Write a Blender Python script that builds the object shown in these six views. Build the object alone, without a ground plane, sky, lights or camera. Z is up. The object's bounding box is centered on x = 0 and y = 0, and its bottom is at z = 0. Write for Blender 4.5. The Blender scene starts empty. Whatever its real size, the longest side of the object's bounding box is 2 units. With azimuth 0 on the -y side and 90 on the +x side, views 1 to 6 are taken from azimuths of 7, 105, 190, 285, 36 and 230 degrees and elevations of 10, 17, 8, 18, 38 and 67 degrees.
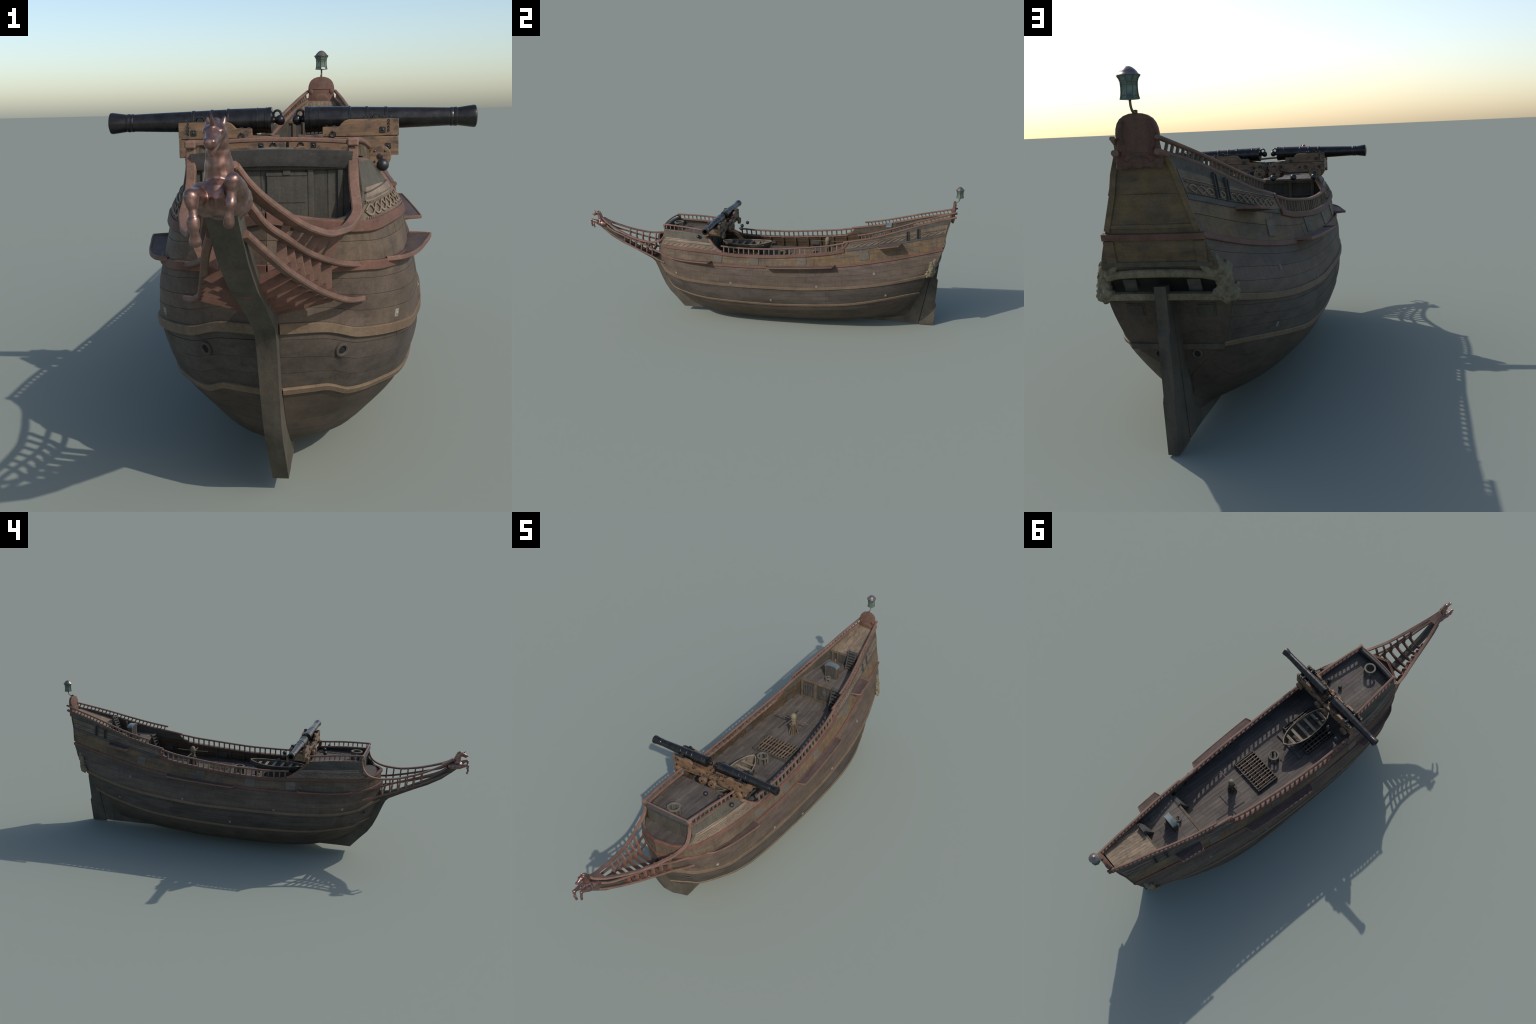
import bpy, bmesh, math, random
import numpy as np
from mathutils import Vector, Matrix, noise

random.seed(7)
V3 = Vector
COL = bpy.data.collections.new('build')
bpy.context.scene.collection.children.link(COL)

# ------------------------------------------------------------------ helpers
def pchip(xs, ys):
    """monotone cubic through the control points"""
    xs = np.array(xs, float); ys = np.array(ys, float)
    h = np.diff(xs); d = np.diff(ys) / h
    m = np.zeros(len(xs))
    m[0], m[-1] = d[0], d[-1]
    for i in range(1, len(xs) - 1):
        if d[i-1] * d[i] > 0:
            w1 = 2*h[i] + h[i-1]; w2 = h[i] + 2*h[i-1]
            m[i] = (w1 + w2) / (w1/d[i-1] + w2/d[i])
    def f(x):
        x = np.asarray(x, float)
        i = np.clip(np.searchsorted(xs, x) - 1, 0, len(xs) - 2)
        t = (x - xs[i]) / h[i]
        out = ((2*t**3 - 3*t**2 + 1)*ys[i] + (t**3 - 2*t**2 + t)*h[i]*m[i]
               + (-2*t**3 + 3*t**2)*ys[i+1] + (t**3 - t**2)*h[i]*m[i+1])
        out = np.where(x < xs[0], ys[0] + (x - xs[0])*m[0], out)
        return np.where(x > xs[-1], ys[-1] + (x - xs[-1])*m[-1], out)
    return f

def curve3(pts):
    """(y, x, z) control points -> x(y), z(y)"""
    p = np.array(pts, float)
    return pchip(p[:, 0], p[:, 1]), pchip(p[:, 0], p[:, 2])

def shade_angle(me, deg):
    for p in me.polygons:
        p.use_smooth = True
    if deg < 180:
        bm = bmesh.new(); bm.from_mesh(me)
        lim = math.radians(deg)
        for e in bm.edges:
            e.smooth = not (len(e.link_faces) == 2 and e.calc_face_angle(0) > lim)
        bm.to_mesh(me); bm.free()

def make(name, verts, faces, mat, parent=None, deg=35, fix=True, loc=None):
    me = bpy.data.meshes.new(name)
    me.from_pydata([tuple(map(float, v)) for v in verts], [], faces)
    if fix:
        bm = bmesh.new(); bm.from_mesh(me)
        bmesh.ops.recalc_face_normals(bm, faces=bm.faces)
        bm.to_mesh(me); bm.free()
    me.materials.append(mat)
    shade_angle(me, deg)
    ob = bpy.data.objects.new(name, me)
    COL.objects.link(ob)
    if parent is not None:
        ob.parent = parent
    if loc is not None:
        ob.location = loc
    return ob

def dup(ob, mat4=None, parent=None, loc=None):
    c = ob.copy()
    COL.objects.link(c)
    if loc is not None:
        c.location = loc
    if mat4 is not None:
        c.matrix_basis = mat4
    if parent is not None:
        c.parent = parent
    return c

class Geo:
    """gathers several pieces into one mesh"""
    def __init__(s): s.v = []; s.f = []
    def add(s, verts, faces):
        o = len(s.v)
        s.v += [tuple(map(float, p)) for p in verts]
        s.f += [[i + o for i in f] for f in faces]
    def box(s, c, size, M=None, bev=0.0):
        hx, hy, hz = size[0]/2, size[1]/2, size[2]/2
        if bev > 0:
            bm = bmesh.new()
            bmesh.ops.create_cube(bm, size=1)
            bmesh.ops.scale(bm, vec=size, verts=bm.verts)
            bmesh.ops.bevel(bm, geom=bm.edges[:], offset=bev, segments=1, affect='EDGES')
            bm.verts.index_update()
            vs = [v.co.copy() for v in bm.verts]; fs = [[v.index for v in f.verts] for f in bm.faces]
            bm.free()
        else:
            vs = [V3((a*hx, b*hy, d*hz)) for a in (-1, 1) for b in (-1, 1) for d in (-1, 1)]
            fs = [[0,1,3,2],[4,6,7,5],[0,4,5,1],[2,3,7,6],[0,2,6,4],[1,5,7,3]]
        if M is not None: vs = [M @ v for v in vs]
        s.add([v + V3(c) for v in vs], fs)
    def lathe(s, prof, M=None, n=20, cap=True):
        """prof: (axial, radius) along local x"""
        vs, fs = [], []
        for a, r in prof:
            for k in range(n):
                t = 2*math.pi*k/n
                vs.append(V3((a, r*math.cos(t), r*math.sin(t))))
        for i in range(len(prof)-1):
            for k in range(n):
                k2 = (k+1) % n
                fs.append([i*n+k, i*n+k2, (i+1)*n+k2, (i+1)*n+k])
        if cap:
            fs.append(list(range(n))[::-1]); o = (len(prof)-1)*n
            fs.append([o+k for k in range(n)])
        if M is not None: vs = [M @ v for v in vs]
        s.add(vs, fs)
    def sweep(s, pts, prof, wref=V3((1, 0, 0)), cap=True, scale=None):
        """profile (a along width, b along thickness) swept along pts"""
        pts = [V3(p) for p in pts]; n = len(pts); m = len(prof)
        vs, fs = [], []
        for i, p in enumerate(pts):
            t = (pts[min(i+1, n-1)] - pts[max(i-1, 0)]).normalized()
            r = wref(i) if callable(wref) else wref
            w = (r - t*r.dot(t)).normalized()
            b = t.cross(w).normalized()
            sc = scale(i/(n-1)) if scale else 1.0
            sa, sb = sc if isinstance(sc, tuple) else (sc, sc)
            for a, q in prof:
                vs.append(p + w*a*sa + b*q*sb)
        for i in range(n-1):
            for k in range(m):
                k2 = (k+1) % m
                fs.append([i*m+k, i*m+k2, (i+1)*m+k2, (i+1)*m+k])
        if cap:
            fs.append(list(range(m))[::-1]); fs.append([(n-1)*m+k for k in range(m)])
        s.add(vs, fs)
    def prism(s, poly, axis, a, b):
        """poly of 2d points extruded along axis from a to b"""
        n = len(poly)
        def P(q, h):
            if axis == 0: return (h, q[0], q[1])
            if axis == 1: return (q[0], h, q[1])
            return (q[0], q[1], h)
        s.add([P(q, a) for q in poly] + [P(q, b) for q in poly],
              [list(range(n))[::-1], list(range(n, 2*n))] + [[k, (k+1) % n, n+(k+1) % n, n+k] for k in range(n)])
    def mirror(s):
        o = len(s.v); v0 = list(s.v); f0 = list(s.f)
        s.v += [(-x, y, z) for x, y, z in v0]
        s.f += [[i+o for i in f[::-1]] for f in f0]
    def obj(s, name, mat, parent=None, deg=35, loc=None):
        return make(name, s.v, s.f, mat, parent, deg, loc=loc)

def rect(w, h, c=0.0):
    w, h = w/2, h/2
    if c <= 0: return [(-w,-h),(w,-h),(w,h),(-w,h)]
    return [(-w+c,-h),(w-c,-h),(w,-h+c),(w,h-c),(w-c,h),(-w+c,h),(-w,h-c),(-w,-h+c)]
def disc(r, n=8):
    return [(r*math.cos(2*math.pi*k/n), r*math.sin(2*math.pi*k/n)) for k in range(n)]
def smooth_path(pts, n):
    """even samples of a smooth curve through 3d points"""
    p = np.array(pts, float)
    s = np.r_[0, np.cumsum(np.linalg.norm(np.diff(p, axis=0), axis=1))]
    f = [pchip(s, p[:, k]) for k in range(3)]
    q = np.linspace(0, s[-1], n)
    return [V3((float(f[0](t)), float(f[1](t)), float(f[2](t)))) for t in q]

def ball(g, c, r, sc=(1, 1, 1), M3=None, n=12):
    vs, fs = [], []
    for i in range(n//2+1):
        a = math.pi*i/(n//2)
        for k in range(n):
            t = 2*math.pi*k/n
            p = V3((r*sc[0]*math.sin(a)*math.cos(t), r*sc[1]*math.sin(a)*math.sin(t), r*sc[2]*math.cos(a)))
            vs.append((M3 @ p if M3 else p) + V3(c))
    for i in range(n//2):
        for k in range(n): fs.append([i*n+k, (i+1)*n+k, (i+1)*n+(k+1) % n, i*n+(k+1) % n])
    g.add(vs, fs)
def empty(name, loc=(0, 0, 0), parent=None, rot=0.0):
    e = bpy.data.objects.new(name, None)
    COL.objects.link(e)
    e.location = loc; e.rotation_euler = (0, 0, rot)
    e.empty_display_size = 0.05
    if parent: e.parent = parent
    return e

# ---------------------------------------------------------------- materials
def mat_base(name):
    m = bpy.data.materials.new(name); m.use_nodes = True
    nt = m.node_tree; nt.nodes.clear()
    out = nt.nodes.new('ShaderNodeOutputMaterial')
    b = nt.nodes.new('ShaderNodeBsdfPrincipled')
    nt.links.new(b.outputs[0], out.inputs[0])
    return m, nt, b

def ramp(nt, src, stops):
    r = nt.nodes.new('ShaderNodeValToRGB')
    el = r.color_ramp.elements
    while len(el) < len(stops): el.new(0.5)
    for e, (p, c) in zip(el, stops):
        e.position = p; e.color = (*c, 1) if len(c) == 3 else c
    nt.links.new(src, r.inputs[0])
    return r.outputs[0]

def noise_tex(nt, vec, scale, detail=4, rough=0.6):
    n = nt.nodes.new('ShaderNodeTexNoise')
    n.inputs['Scale'].default_value = scale
    n.inputs['Detail'].default_value = detail
    n.inputs['Roughness'].default_value = rough
    nt.links.new(vec, n.inputs['Vector'])
    return n.outputs['Fac']

def mapping(nt, scale, loc=(0, 0, 0)):
    tc = nt.nodes.new('ShaderNodeTexCoord')
    mp = nt.nodes.new('ShaderNodeMapping')
    mp.inputs['Scale'].default_value = scale
    mp.inputs['Location'].default_value = loc
    nt.links.new(tc.outputs['Object'], mp.inputs['Vector'])
    return mp.outputs[0]

def mixc(nt, fac, a, b, mode='MIX'):
    m = nt.nodes.new('ShaderNodeMix'); m.data_type = 'RGBA'; m.blend_type = mode
    for sock, val in ((m.inputs[0], fac), (m.inputs[6], a), (m.inputs[7], b)):
        if isinstance(val, (int, float)): sock.default_value = val
        elif isinstance(val, tuple): sock.default_value = (*val, 1)
        else: nt.links.new(val, sock)
    return m.outputs[2]

def mul(c, k): return tuple(x*k for x in c)

def wood(name, base, patch=None, streak=(55, 5, 75), amount=0.35, patch_scale=9, patch_at=(0.45, 0.65),
         rough=0.72, bump=0.25, vary=0.25, spec=0.3, drips=0.0, edge=0.0, blotch=0.16, patch_y=None):
    m, nt, b = mat_base(name)
    v = mapping(nt, streak)
    s = noise_tex(nt, v, 1.0, 6, 0.65)
    col = ramp(nt, s, [(0.28, mul(base, 1-amount*1.2)), (0.5, base), (0.75, mul(base, 1+amount*0.9))])
    if patch:
        v2 = mapping(nt, (patch_scale*1.3, patch_scale*0.7, patch_scale*1.3), (3.1, 1.7, 0.4))
        p = noise_tex(nt, v2, 1.0, 7, 0.7)
        f = ramp(nt, p, [(patch_at[0], (0, 0, 0)), (patch_at[1], (1, 1, 1))])
        if patch_y:
            tc = nt.nodes.new('ShaderNodeTexCoord'); sp = nt.nodes.new('ShaderNodeSeparateXYZ')
            mr = nt.nodes.new('ShaderNodeMapRange')
            nt.links.new(tc.outputs['Object'], sp.inputs[0]); nt.links.new(sp.outputs[1], mr.inputs[0])
            mr.inputs[1].default_value, mr.inputs[2].default_value = patch_y
            mr.inputs[3].default_value = .12
            f = mixc(nt, 1.0, f, mr.outputs[0], 'MULTIPLY')
        col = mixc(nt, f, col, mixc(nt, 0.75, col, patch))
    if drips:
        v3 = mapping(nt, (95, 95, 7))
        d = ramp(nt, noise_tex(nt, v3, 1.0, 3, 0.5), [(0.35, (1-drips,)*3), (0.6, (1.05,)*3)])
        col = mixc(nt, 1.0, col, d, 'MULTIPLY')
    if blotch:
        vb = mapping(nt, (17, 11, 22), (5.3, 2.2, 7.7))
        k = ramp(nt, noise_tex(nt, vb, 1.0, 5, 0.65), [(0.32, (1-blotch*1.6,)*3), (0.52, (1.0,)*3), (0.72, (1+blotch,)*3)])
        col = mixc(nt, 1.0, col, k, 'MULTIPLY')
    if edge:      # convex edges drawn lighter
        ge = nt.nodes.new('ShaderNodeNewGeometry')
        f = ramp(nt, ge.outputs['Pointiness'], [(0.50, (0, 0, 0)), (0.60, (1, 1, 1))])
        col = mixc(nt, f, col, mixc(nt, edge, col, mul(base, 1.8)))
    vg = mapping(nt, (300, 120, 300))
    g = ramp(nt, noise_tex(nt, vg, 1.0, 2, 0.5), [(0.3, (0.88,)*3), (0.7, (1.1,)*3)])
    col = mixc(nt, 1.0, col, g, 'MULTIPLY')
    if vary:
        oi = nt.nodes.new('ShaderNodeObjectInfo')
        rv = ramp(nt, oi.outputs['Random'], [(0, (1-vary,)*3), (1, (1+vary*0.6,)*3)])
        col = mixc(nt, 1.0, col, rv, 'MULTIPLY')
    nt.links.new(col, b.inputs['Base Color'])
    b.inputs['Roughness'].default_value = rough
    b.inputs['Specular IOR Level'].default_value = spec
    if bump:
        bp = nt.nodes.new('ShaderNodeBump')
        bp.inputs['Strength'].default_value = bump
        bp.inputs['Distance'].default_value = 0.002
        nt.links.new(s, bp.inputs['Height'])
        nt.links.new(bp.outputs[0], b.inputs['Normal'])
    return m

def metal(name, base, dark, metallic, rough, scale=60, bump=0.1, green=None):
    m, nt, b = mat_base(name)
    v = mapping(nt, (1, 1, 1))
    s = noise_tex(nt, v, scale, 5, 0.6)
    col = ramp(nt, s, [(0.35, dark), (0.6, base)])
    if green:
        f = ramp(nt, noise_tex(nt, v, scale*1.7, 4, 0.6), [(0.42, (0, 0, 0)), (0.62, (1, 1, 1))])
        col = mixc(nt, f, col, green)
    nt.links.new(col, b.inputs['Base Color'])
    b.inputs['Metallic'].default_value = metallic
    r = ramp(nt, noise_tex(nt, v, scale*2.3, 3, 0.5), [(0.3, (rough*0.8,)*3), (0.7, (min(1, rough*1.25),)*3)])
    nt.links.new(r, b.inputs['Roughness'])
    if bump:
        bp = nt.nodes.new('ShaderNodeBump')
        bp.inputs['Strength'].default_value = bump; bp.inputs['Distance'].default_value = 0.001
        nt.links.new(s, bp.inputs['Height']); nt.links.new(bp.outputs[0], b.inputs['Normal'])
    return m

M = {}
M['bottom']  = wood('bottom_planking', (.074, .056, .042), (.085, .060, .042), amount=.22, vary=.12)  # base colour taken down a little for the shade under the stern
M['lower']   = wood('lower_planking', (0.0684, 0.0540, 0.0433), (0.0608, 0.0502, 0.0380), amount=.3, vary=.16)
M['side']    = wood('side_planking', (0.0958, 0.0689, 0.0525), (0.0991, 0.0747, 0.0476), amount=.25, vary=.12, drips=.07)
M['top']     = wood('topside_planking', (.105, .076, .053), (.180, .112, .046), amount=.28, patch_scale=15, patch_at=(.42, .60), vary=.12, drips=.14, patch_y=(-.35, .45))
M['castle']  = wood('castle_planking', (.080, .069, .053), (.078, .072, .050), amount=.25, vary=0, drips=.15)
M['chainbg'] = wood('frieze_ground', (0.1520, 0.1106, 0.0764), (0.1280, 0.1067, 0.0741), amount=.3, vary=0, drips=.15)
M['chain']   = wood('frieze_carving', (.215, .165, .118), (.18, .125, .092), amount=.25, vary=0)
M['tan']     = wood('tan_wale', (.122, .087, .055), (.125, .074, .048), amount=.3, vary=.12, drips=.14, edge=.45)
M['red']     = wood('red_wale', (.108, .053, .038), (.085, .056, .036), amount=.28, vary=.1, drips=.12, patch_scale=22, edge=.25)
M['rail']    = wood('red_rail', (.150, .083, .060), (.112, .072, .052), amount=.35, vary=.1, patch_scale=25, edge=.25)
M['strip']   = wood('grey_strake', (0.0697, 0.0640, 0.0574), None, amount=.25, vary=0)
M['stem']    = wood('stem_timber', (.078, .068, .052), (.095, .072, .05), streak=(60, 20, 8), amount=.3, vary=.1)
M['post']    = wood('baluster_wood', (.135, .105, .070), None, streak=(80, 80, 12), amount=.35, vary=.3)
M['deck']    = wood('deck_planks', (0.1050, 0.0880, 0.0740), (0.0850, 0.0660, 0.0560), streak=(70, 7, 70), amount=.3, vary=.2, patch_at=(.5, .7))
M['poop']    = wood('poop_deck_planks', (0.1892, 0.1392, 0.0918), (0.1408, 0.1044, 0.0723), streak=(120, 6, 120), amount=.4, vary=.15)
M['inner']   = wood('bulwark_inside', (.105, .070, .042), (.07, .05, .034), streak=(60, 5, 90), amount=.35, vary=.15)
M['panel']   = wood('grey_panelling', (0.0646, 0.0594, 0.0475), (0.0748, 0.0561, 0.0396), streak=(90, 40, 9), amount=.3, vary=.15)
M['oak']     = wood('warm_frame_timber', (.100, .075, .050), None, streak=(70, 30, 30), amount=.35, vary=.15)
M['transom'] = wood('transom_planks', (.108, .078, .048), (.165, .108, .046), streak=(8, 60, 60), amount=.35, vary=.1, patch_scale=14)
M['carve']   = wood('gilded_carving', (.160, .134, .084), (.115, .090, .052), streak=(70, 70, 70), amount=.45, vary=0, bump=.5)
M['plate']   = wood('pale_plate', (.235, .215, .185), None, amount=.3, vary=.25)
M['core']    = wood('seam_wood', (.055, .045, .036), None, vary=0)
M['lid']     = wood('port_lid', (.118, .098, .078), (.10, .09, .06), amount=.2, vary=.15)
M['shelf']   = wood('channel_board', (0.0892, 0.0612, 0.0510), None, streak=(60, 12, 60), amount=.3, vary=.1)
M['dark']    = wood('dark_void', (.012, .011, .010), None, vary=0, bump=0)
M['ladder']  = wood('ladder_timber', (.060, .056, .050), None, amount=.3, vary=.1)
M['slat']    = wood('grating_slats', (.170, .115, .078), None, amount=.35, vary=.2)
M['coam']    = wood('coaming', (.065, .062, .050), None, amount=.3, vary=.1)
M['boat']    = wood('boat_wood', (.205, .160, .110), None, streak=(70, 8, 70), amount=.4, vary=.1)
M['boatd']   = wood('boat_planking', (.075, .066, .050), None, streak=(50, 6, 110), amount=.35, vary=.1)
M['boatin']  = wood('boat_inside', (.105, .085, .060), None, streak=(60, 8, 90), amount=.4, vary=0)
M['thwart']  = wood('thwart_wood', (.215, .165, .110), None, streak=(8, 70, 70), amount=.35, vary=.15)
M['caps']    = wood('capstan_wood', (.125, .097, .062), None, streak=(70, 70, 10), amount=.35, vary=.1)
M['capstop'] = wood('capstan_head', (.17, .142, .085), None, amount=.2, vary=0)
M['barrel']  = wood('round_fitting_wood', (.115, .100, .075), None, streak=(70, 70, 12), amount=.35, vary=.1)
M['copper']  = metal('copper_figure', (.27, .162, .135), (.15, .090, .074), .85, .36, 80, .25)
M['iron']    = metal('black_gun_iron', (.046, .043, .041), (.026, .025, .025), .75, .29, 60, .05)
M['fitting'] = metal('iron_fitting', (.050, .047, .044), (.020, .019, .018), .6, .45, 200, .2)
M['ball']    = metal('shot_iron', (.055, .055, .058), (.03, .03, .032), .6, .42, 150, .1)
M['roof']    = metal('blue_roof_sheet', (.150, .178, .168), (.10, .125, .118), .25, .36, 60, .1)
M['lampcap'] = metal('lantern_cap', (.20, .17, .155), (.11, .095, .09), .6, .38, 90, .3)
M['lampfr']  = metal('lantern_frame', (.14, .155, .125), (.07, .09, .075), .6, .45, 160, .2, (.13, .12, .06))
M['lampgl']  = metal('lantern_glass', (0.1040, 0.1615, 0.1320), (0.0480, 0.0850, 0.0800), .1, .25, 120, 0)

def gun_wood():
    m, nt, b = mat_base('carriage_wood')
    v = mapping(nt, (9, 60, 110))
    s = noise_tex(nt, v, 1.0, 6, 0.7)
    col = ramp(nt, s, [(0.25, (.072, .042, .023)), (0.48, (.156, .088, .045)), (0.75, (.25, .152, .082))])
    v2 = mapping(nt, (38, 38, 60), (1, 2, 3))
    f = ramp(nt, noise_tex(nt, v2, 1.0, 8, 0.75), [(0.48, (0, 0, 0)), (0.62, (1, 1, 1))])
    col = mixc(nt, f, col, (.05, .035, .026))
    nt.links.new(col, b.inputs['Base Color'])
    b.inputs['Roughness'].default_value = .6
    bp = nt.nodes.new('ShaderNodeBump'); bp.inputs['Strength'].default_value = .4; bp.inputs['Distance'].default_value = .0015
    nt.links.new(s, bp.inputs['Height']); nt.links.new(bp.outputs[0], b.inputs['Normal'])
    return m
M['gunwood'] = gun_wood()

# ------------------------------------------------------------------- hull form
# level lines of the half hull, control points (y, x, z), stem -> transom
LV = [
 # rabbet of the keel
 [(-.44,.012,.066),(-.40,.013,.047),(-.3,.013,.030),(-.1,.013,.022),(.1,.013,.019),(.3,.013,.018),(.5,.0118,.021),(.62,.0112,.028),(.70,.0108,.038),(.742,.0108,.058),(.768,.0118,.125)],
 [(-.47,.012,.085),(-.40,.055,.062),(-.3,.075,.037),(-.2,.083,.028),(0,.088,.024),(.2,.088,.024),(.4,.080,.030),(.5,.071,.036),(.6,.055,.046),(.7,.030,.066),(.745,.022,.095),(.777,.026,.142)],
 # floor turn
 [(-.505,.012,.113),(-.47,.050,.108),(-.4,.098,.097),(-.3,.131,.079),(-.2,.148,.072),(0,.157,.067),(.2,.158,.067),(.4,.148,.074),(.5,.137,.080),(.6,.115,.090),(.7,.078,.106),(.75,.060,.134),(.787,.054,.168)],
 # lower wale
 [(-.566,.013,.186),(-.536,.070,.184),(-.503,.103,.169),(-.42,.150,.159),(-.354,.177,.153),(-.26,.195,.147),(-.17,.204,.145),(-.06,.208,.142),(.05,.211,.141),(.168,.214,.145),(.278,.216,.151),(.385,.214,.158),(.463,.208,.165),(.53,.199,.174),(.61,.179,.185),(.687,.155,.196),(.738,.135,.203),(.80,.1005,.2075)],
 [(-.588,.013,.235),(-.556,.080,.229),(-.52,.118,.216),(-.40,.184,.203),(-.32,.203,.197),(-.2,.219,.191),(-.05,.224,.189),(.1,.2245,.189),(.28,.224,.196),(.40,.218,.204),(.5,.208,.213),(.6,.191,.226),(.7,.163,.242),(.77,.139,.252),(.822,.121,.262)],
 # main wale
 [(-.607,.013,.285),(-.572,.072,.279),(-.533,.117,.263),(-.4,.194,.248),(-.339,.205,.244),(-.249,.217,.241),(-.163,.222,.239),(-.05,.225,.239),(.06,.2245,.238),(.172,.223,.238),(.28,.220,.242),(.385,.214,.249),(.489,.204,.257),(.591,.190,.268),(.692,.170,.283),(.767,.151,.297),(.835,.130,.310)],
 [(-.608,.004,.322),(-.578,.066,.318),(-.54,.123,.309),(-.42,.187,.297),(-.33,.203,.292),(-.2,.212,.289),(-.05,.216,.288),(.1,.2145,.289),(.28,.206,.294),(.40,.198,.302),(.5,.187,.312),(.6,.170,.324),(.7,.148,.340),(.8,.128,.355),(.886,.115,.373)],
 # upper red wale
 [(-.607,.0,.360),(-.585,.062,.358),(-.545,.125,.355),(-.518,.143,.351),(-.44,.173,.346),(-.35,.188,.341),(-.253,.197,.338),(-.164,.200,.337),(-.053,.2015,.336),(.04,.1995,.338),(.2,.192,.342),(.374,.178,.350),(.483,.164,.360),(.587,.147,.374),(.685,.130,.390),(.787,.113,.410),(.907,.0945,.4355)],
 # top red band / gunwale, aft: grey strake
 [(-.607,.0,.426),(-.585,.070,.414),(-.529,.130,.4055),(-.494,.143,.4045),(-.458,.1535,.405),(-.394,.169,.405),(-.333,.179,.404),(-.275,.1835,.401),(-.2,.1855,.394),(-.115,.186,.388),(-.06,.186,.387),(.05,.183,.388),(.164,.178,.395),(.27,.171,.404),(.349,.164,.412),(.396,.158,.420),(.444,.150,.4285),(.53,.138,.441),(.632,.122,.457),(.734,.106,.473),(.833,.0885,.491),(.92,.074,.506)],
]
WT = np.array([0, .075, .15, .24, .288, .335, .388, .438, .49])   # cross parameter of each level
# the lines were taken on the faces of the wales: bring them back to the planking
for k, d in ((3, .0038), (4, .0062), (5, .0062), (6, .0045), (7, .0042), (8, .0048)):
    LV[k] = [(y, max(min(x, .0125), x - d - (.0018 if k in (4, 5) and -.38 < y < -.08 else 0)), z) for y, x, z in LV[k]]
LV_f = [curve3(l) for l in LV]
LV_y = [(l[0][0], l[-1][0]) for l in LV]

def hull(us, ws):
    """grid of hull points [len(us), len(ws), 3] for the +x side"""
    us = np.asarray(us, float); ws = np.asarray(ws, float)
    fu = .5*us + .5*us**2
    base = np.zeros((len(us), len(LV), 3))
    for k, ((fx, fz), (y0, y1)) in enumerate(zip(LV_f, LV_y)):
        y = y0 + (y1 - y0)*fu
        base[:, k, 0] = fx(y); base[:, k, 1] = y; base[:, k, 2] = fz(y)
    # monotone cubic across the levels, all stations at once
    h = np.diff(WT); d = np.diff(base, axis=1)/h[None, :, None]
    m = np.zeros_like(base); m[:, 0] = d[:, 0]; m[:, -1] = d[:, -1]
    for k in range(1, len(WT)-1):
        a, b = d[:, k-1], d[:, k]
        w1, w2 = 2*h[k] + h[k-1], h[k] + 2*h[k-1]
        ok = a*b > 0
        den = np.where(ok, w1/np.where(ok, a, 1) + w2/np.where(ok, b, 1), 1)
        m[:, k] = np.where(ok, (w1 + w2)/den, 0)
    i = np.clip(np.searchsorted(WT, ws) - 1, 0, len(WT)-2)
    t = ((ws - WT[i])/h[i])[None, :, None]; hh = h[i][None, :, None]
    return ((2*t**3 - 3*t**2 + 1)*base[:, i] + (t**3 - 2*t**2 + t)*hh*m[:, i]
            + (-2*t**3 + 3*t**2)*base[:, i+1] + (t**3 - t**2)*hh*m[:, i+1])

def grid_normals(G):
    du = np.gradient(G, axis=0); dw = np.gradient(G, axis=1)
    n = np.cross(dw, du)
    n /= np.linalg.norm(n, axis=2, keepdims=True) + 1e-12
    n[n[:, :, 0].mean(axis=1) < 0] *= -1
    return n

def u_at(level, y):
    y0, y1 = LV_y[level]
    f = (y - y0)/(y1 - y0)
    return (-.5 + math.sqrt(.25 + 2*max(f, 0)))/1.0

xC, zC = LV_f[7]
xD, zD = LV_f[8]
fcE = curve3([(-.535,.1125,.487),(-.411,.125,.480),(-.316,.133,.470),(-.26,.137,.464)])
stE = curve3([(.425,.1385,.464),(.478,.134,.473),(.58,.121,.491),(.68,.103,.517),(.78,.083,.545),(.88,.063,.569),(.94,.049,.581),(.968,.042,.587)])
deckz = lambda y: zC(np.clip(y, -.3, .6)) - .008

ship = empty('sailing_ship')
ship['label'] = 'weathered wooden galleon hull with red rails and copper unicorn'
ship['category'] = 'sailing ship'
hull_root = empty('hull', parent=ship)

def both(name, verts, faces, mat, parent, deg=35):
    a = make(name, verts, faces, mat, parent, deg)
    make(name, [(-x, y, z) for x, y, z in verts], [f[::-1] for f in faces], mat, parent, deg)
    return a

# --- core skin just under the planking
NU = 130
uu = np.linspace(0, 1, NU)
wcore = np.linspace(0, WT[-1], 40)
Gc = hull(uu, wcore); Nc = grid_normals(Gc)
Pc = Gc - Nc*.0012
nw = len(wcore)
fc = [[i*nw+j, i*nw+j+1, (i+1)*nw+j+1, (i+1)*nw+j] for i in range(NU-1) for j in range(nw-1)]
both('hull_core', [tuple(p) for p in Pc.reshape(-1, 3)], fc, M['core'], hull_root, 180)

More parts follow.
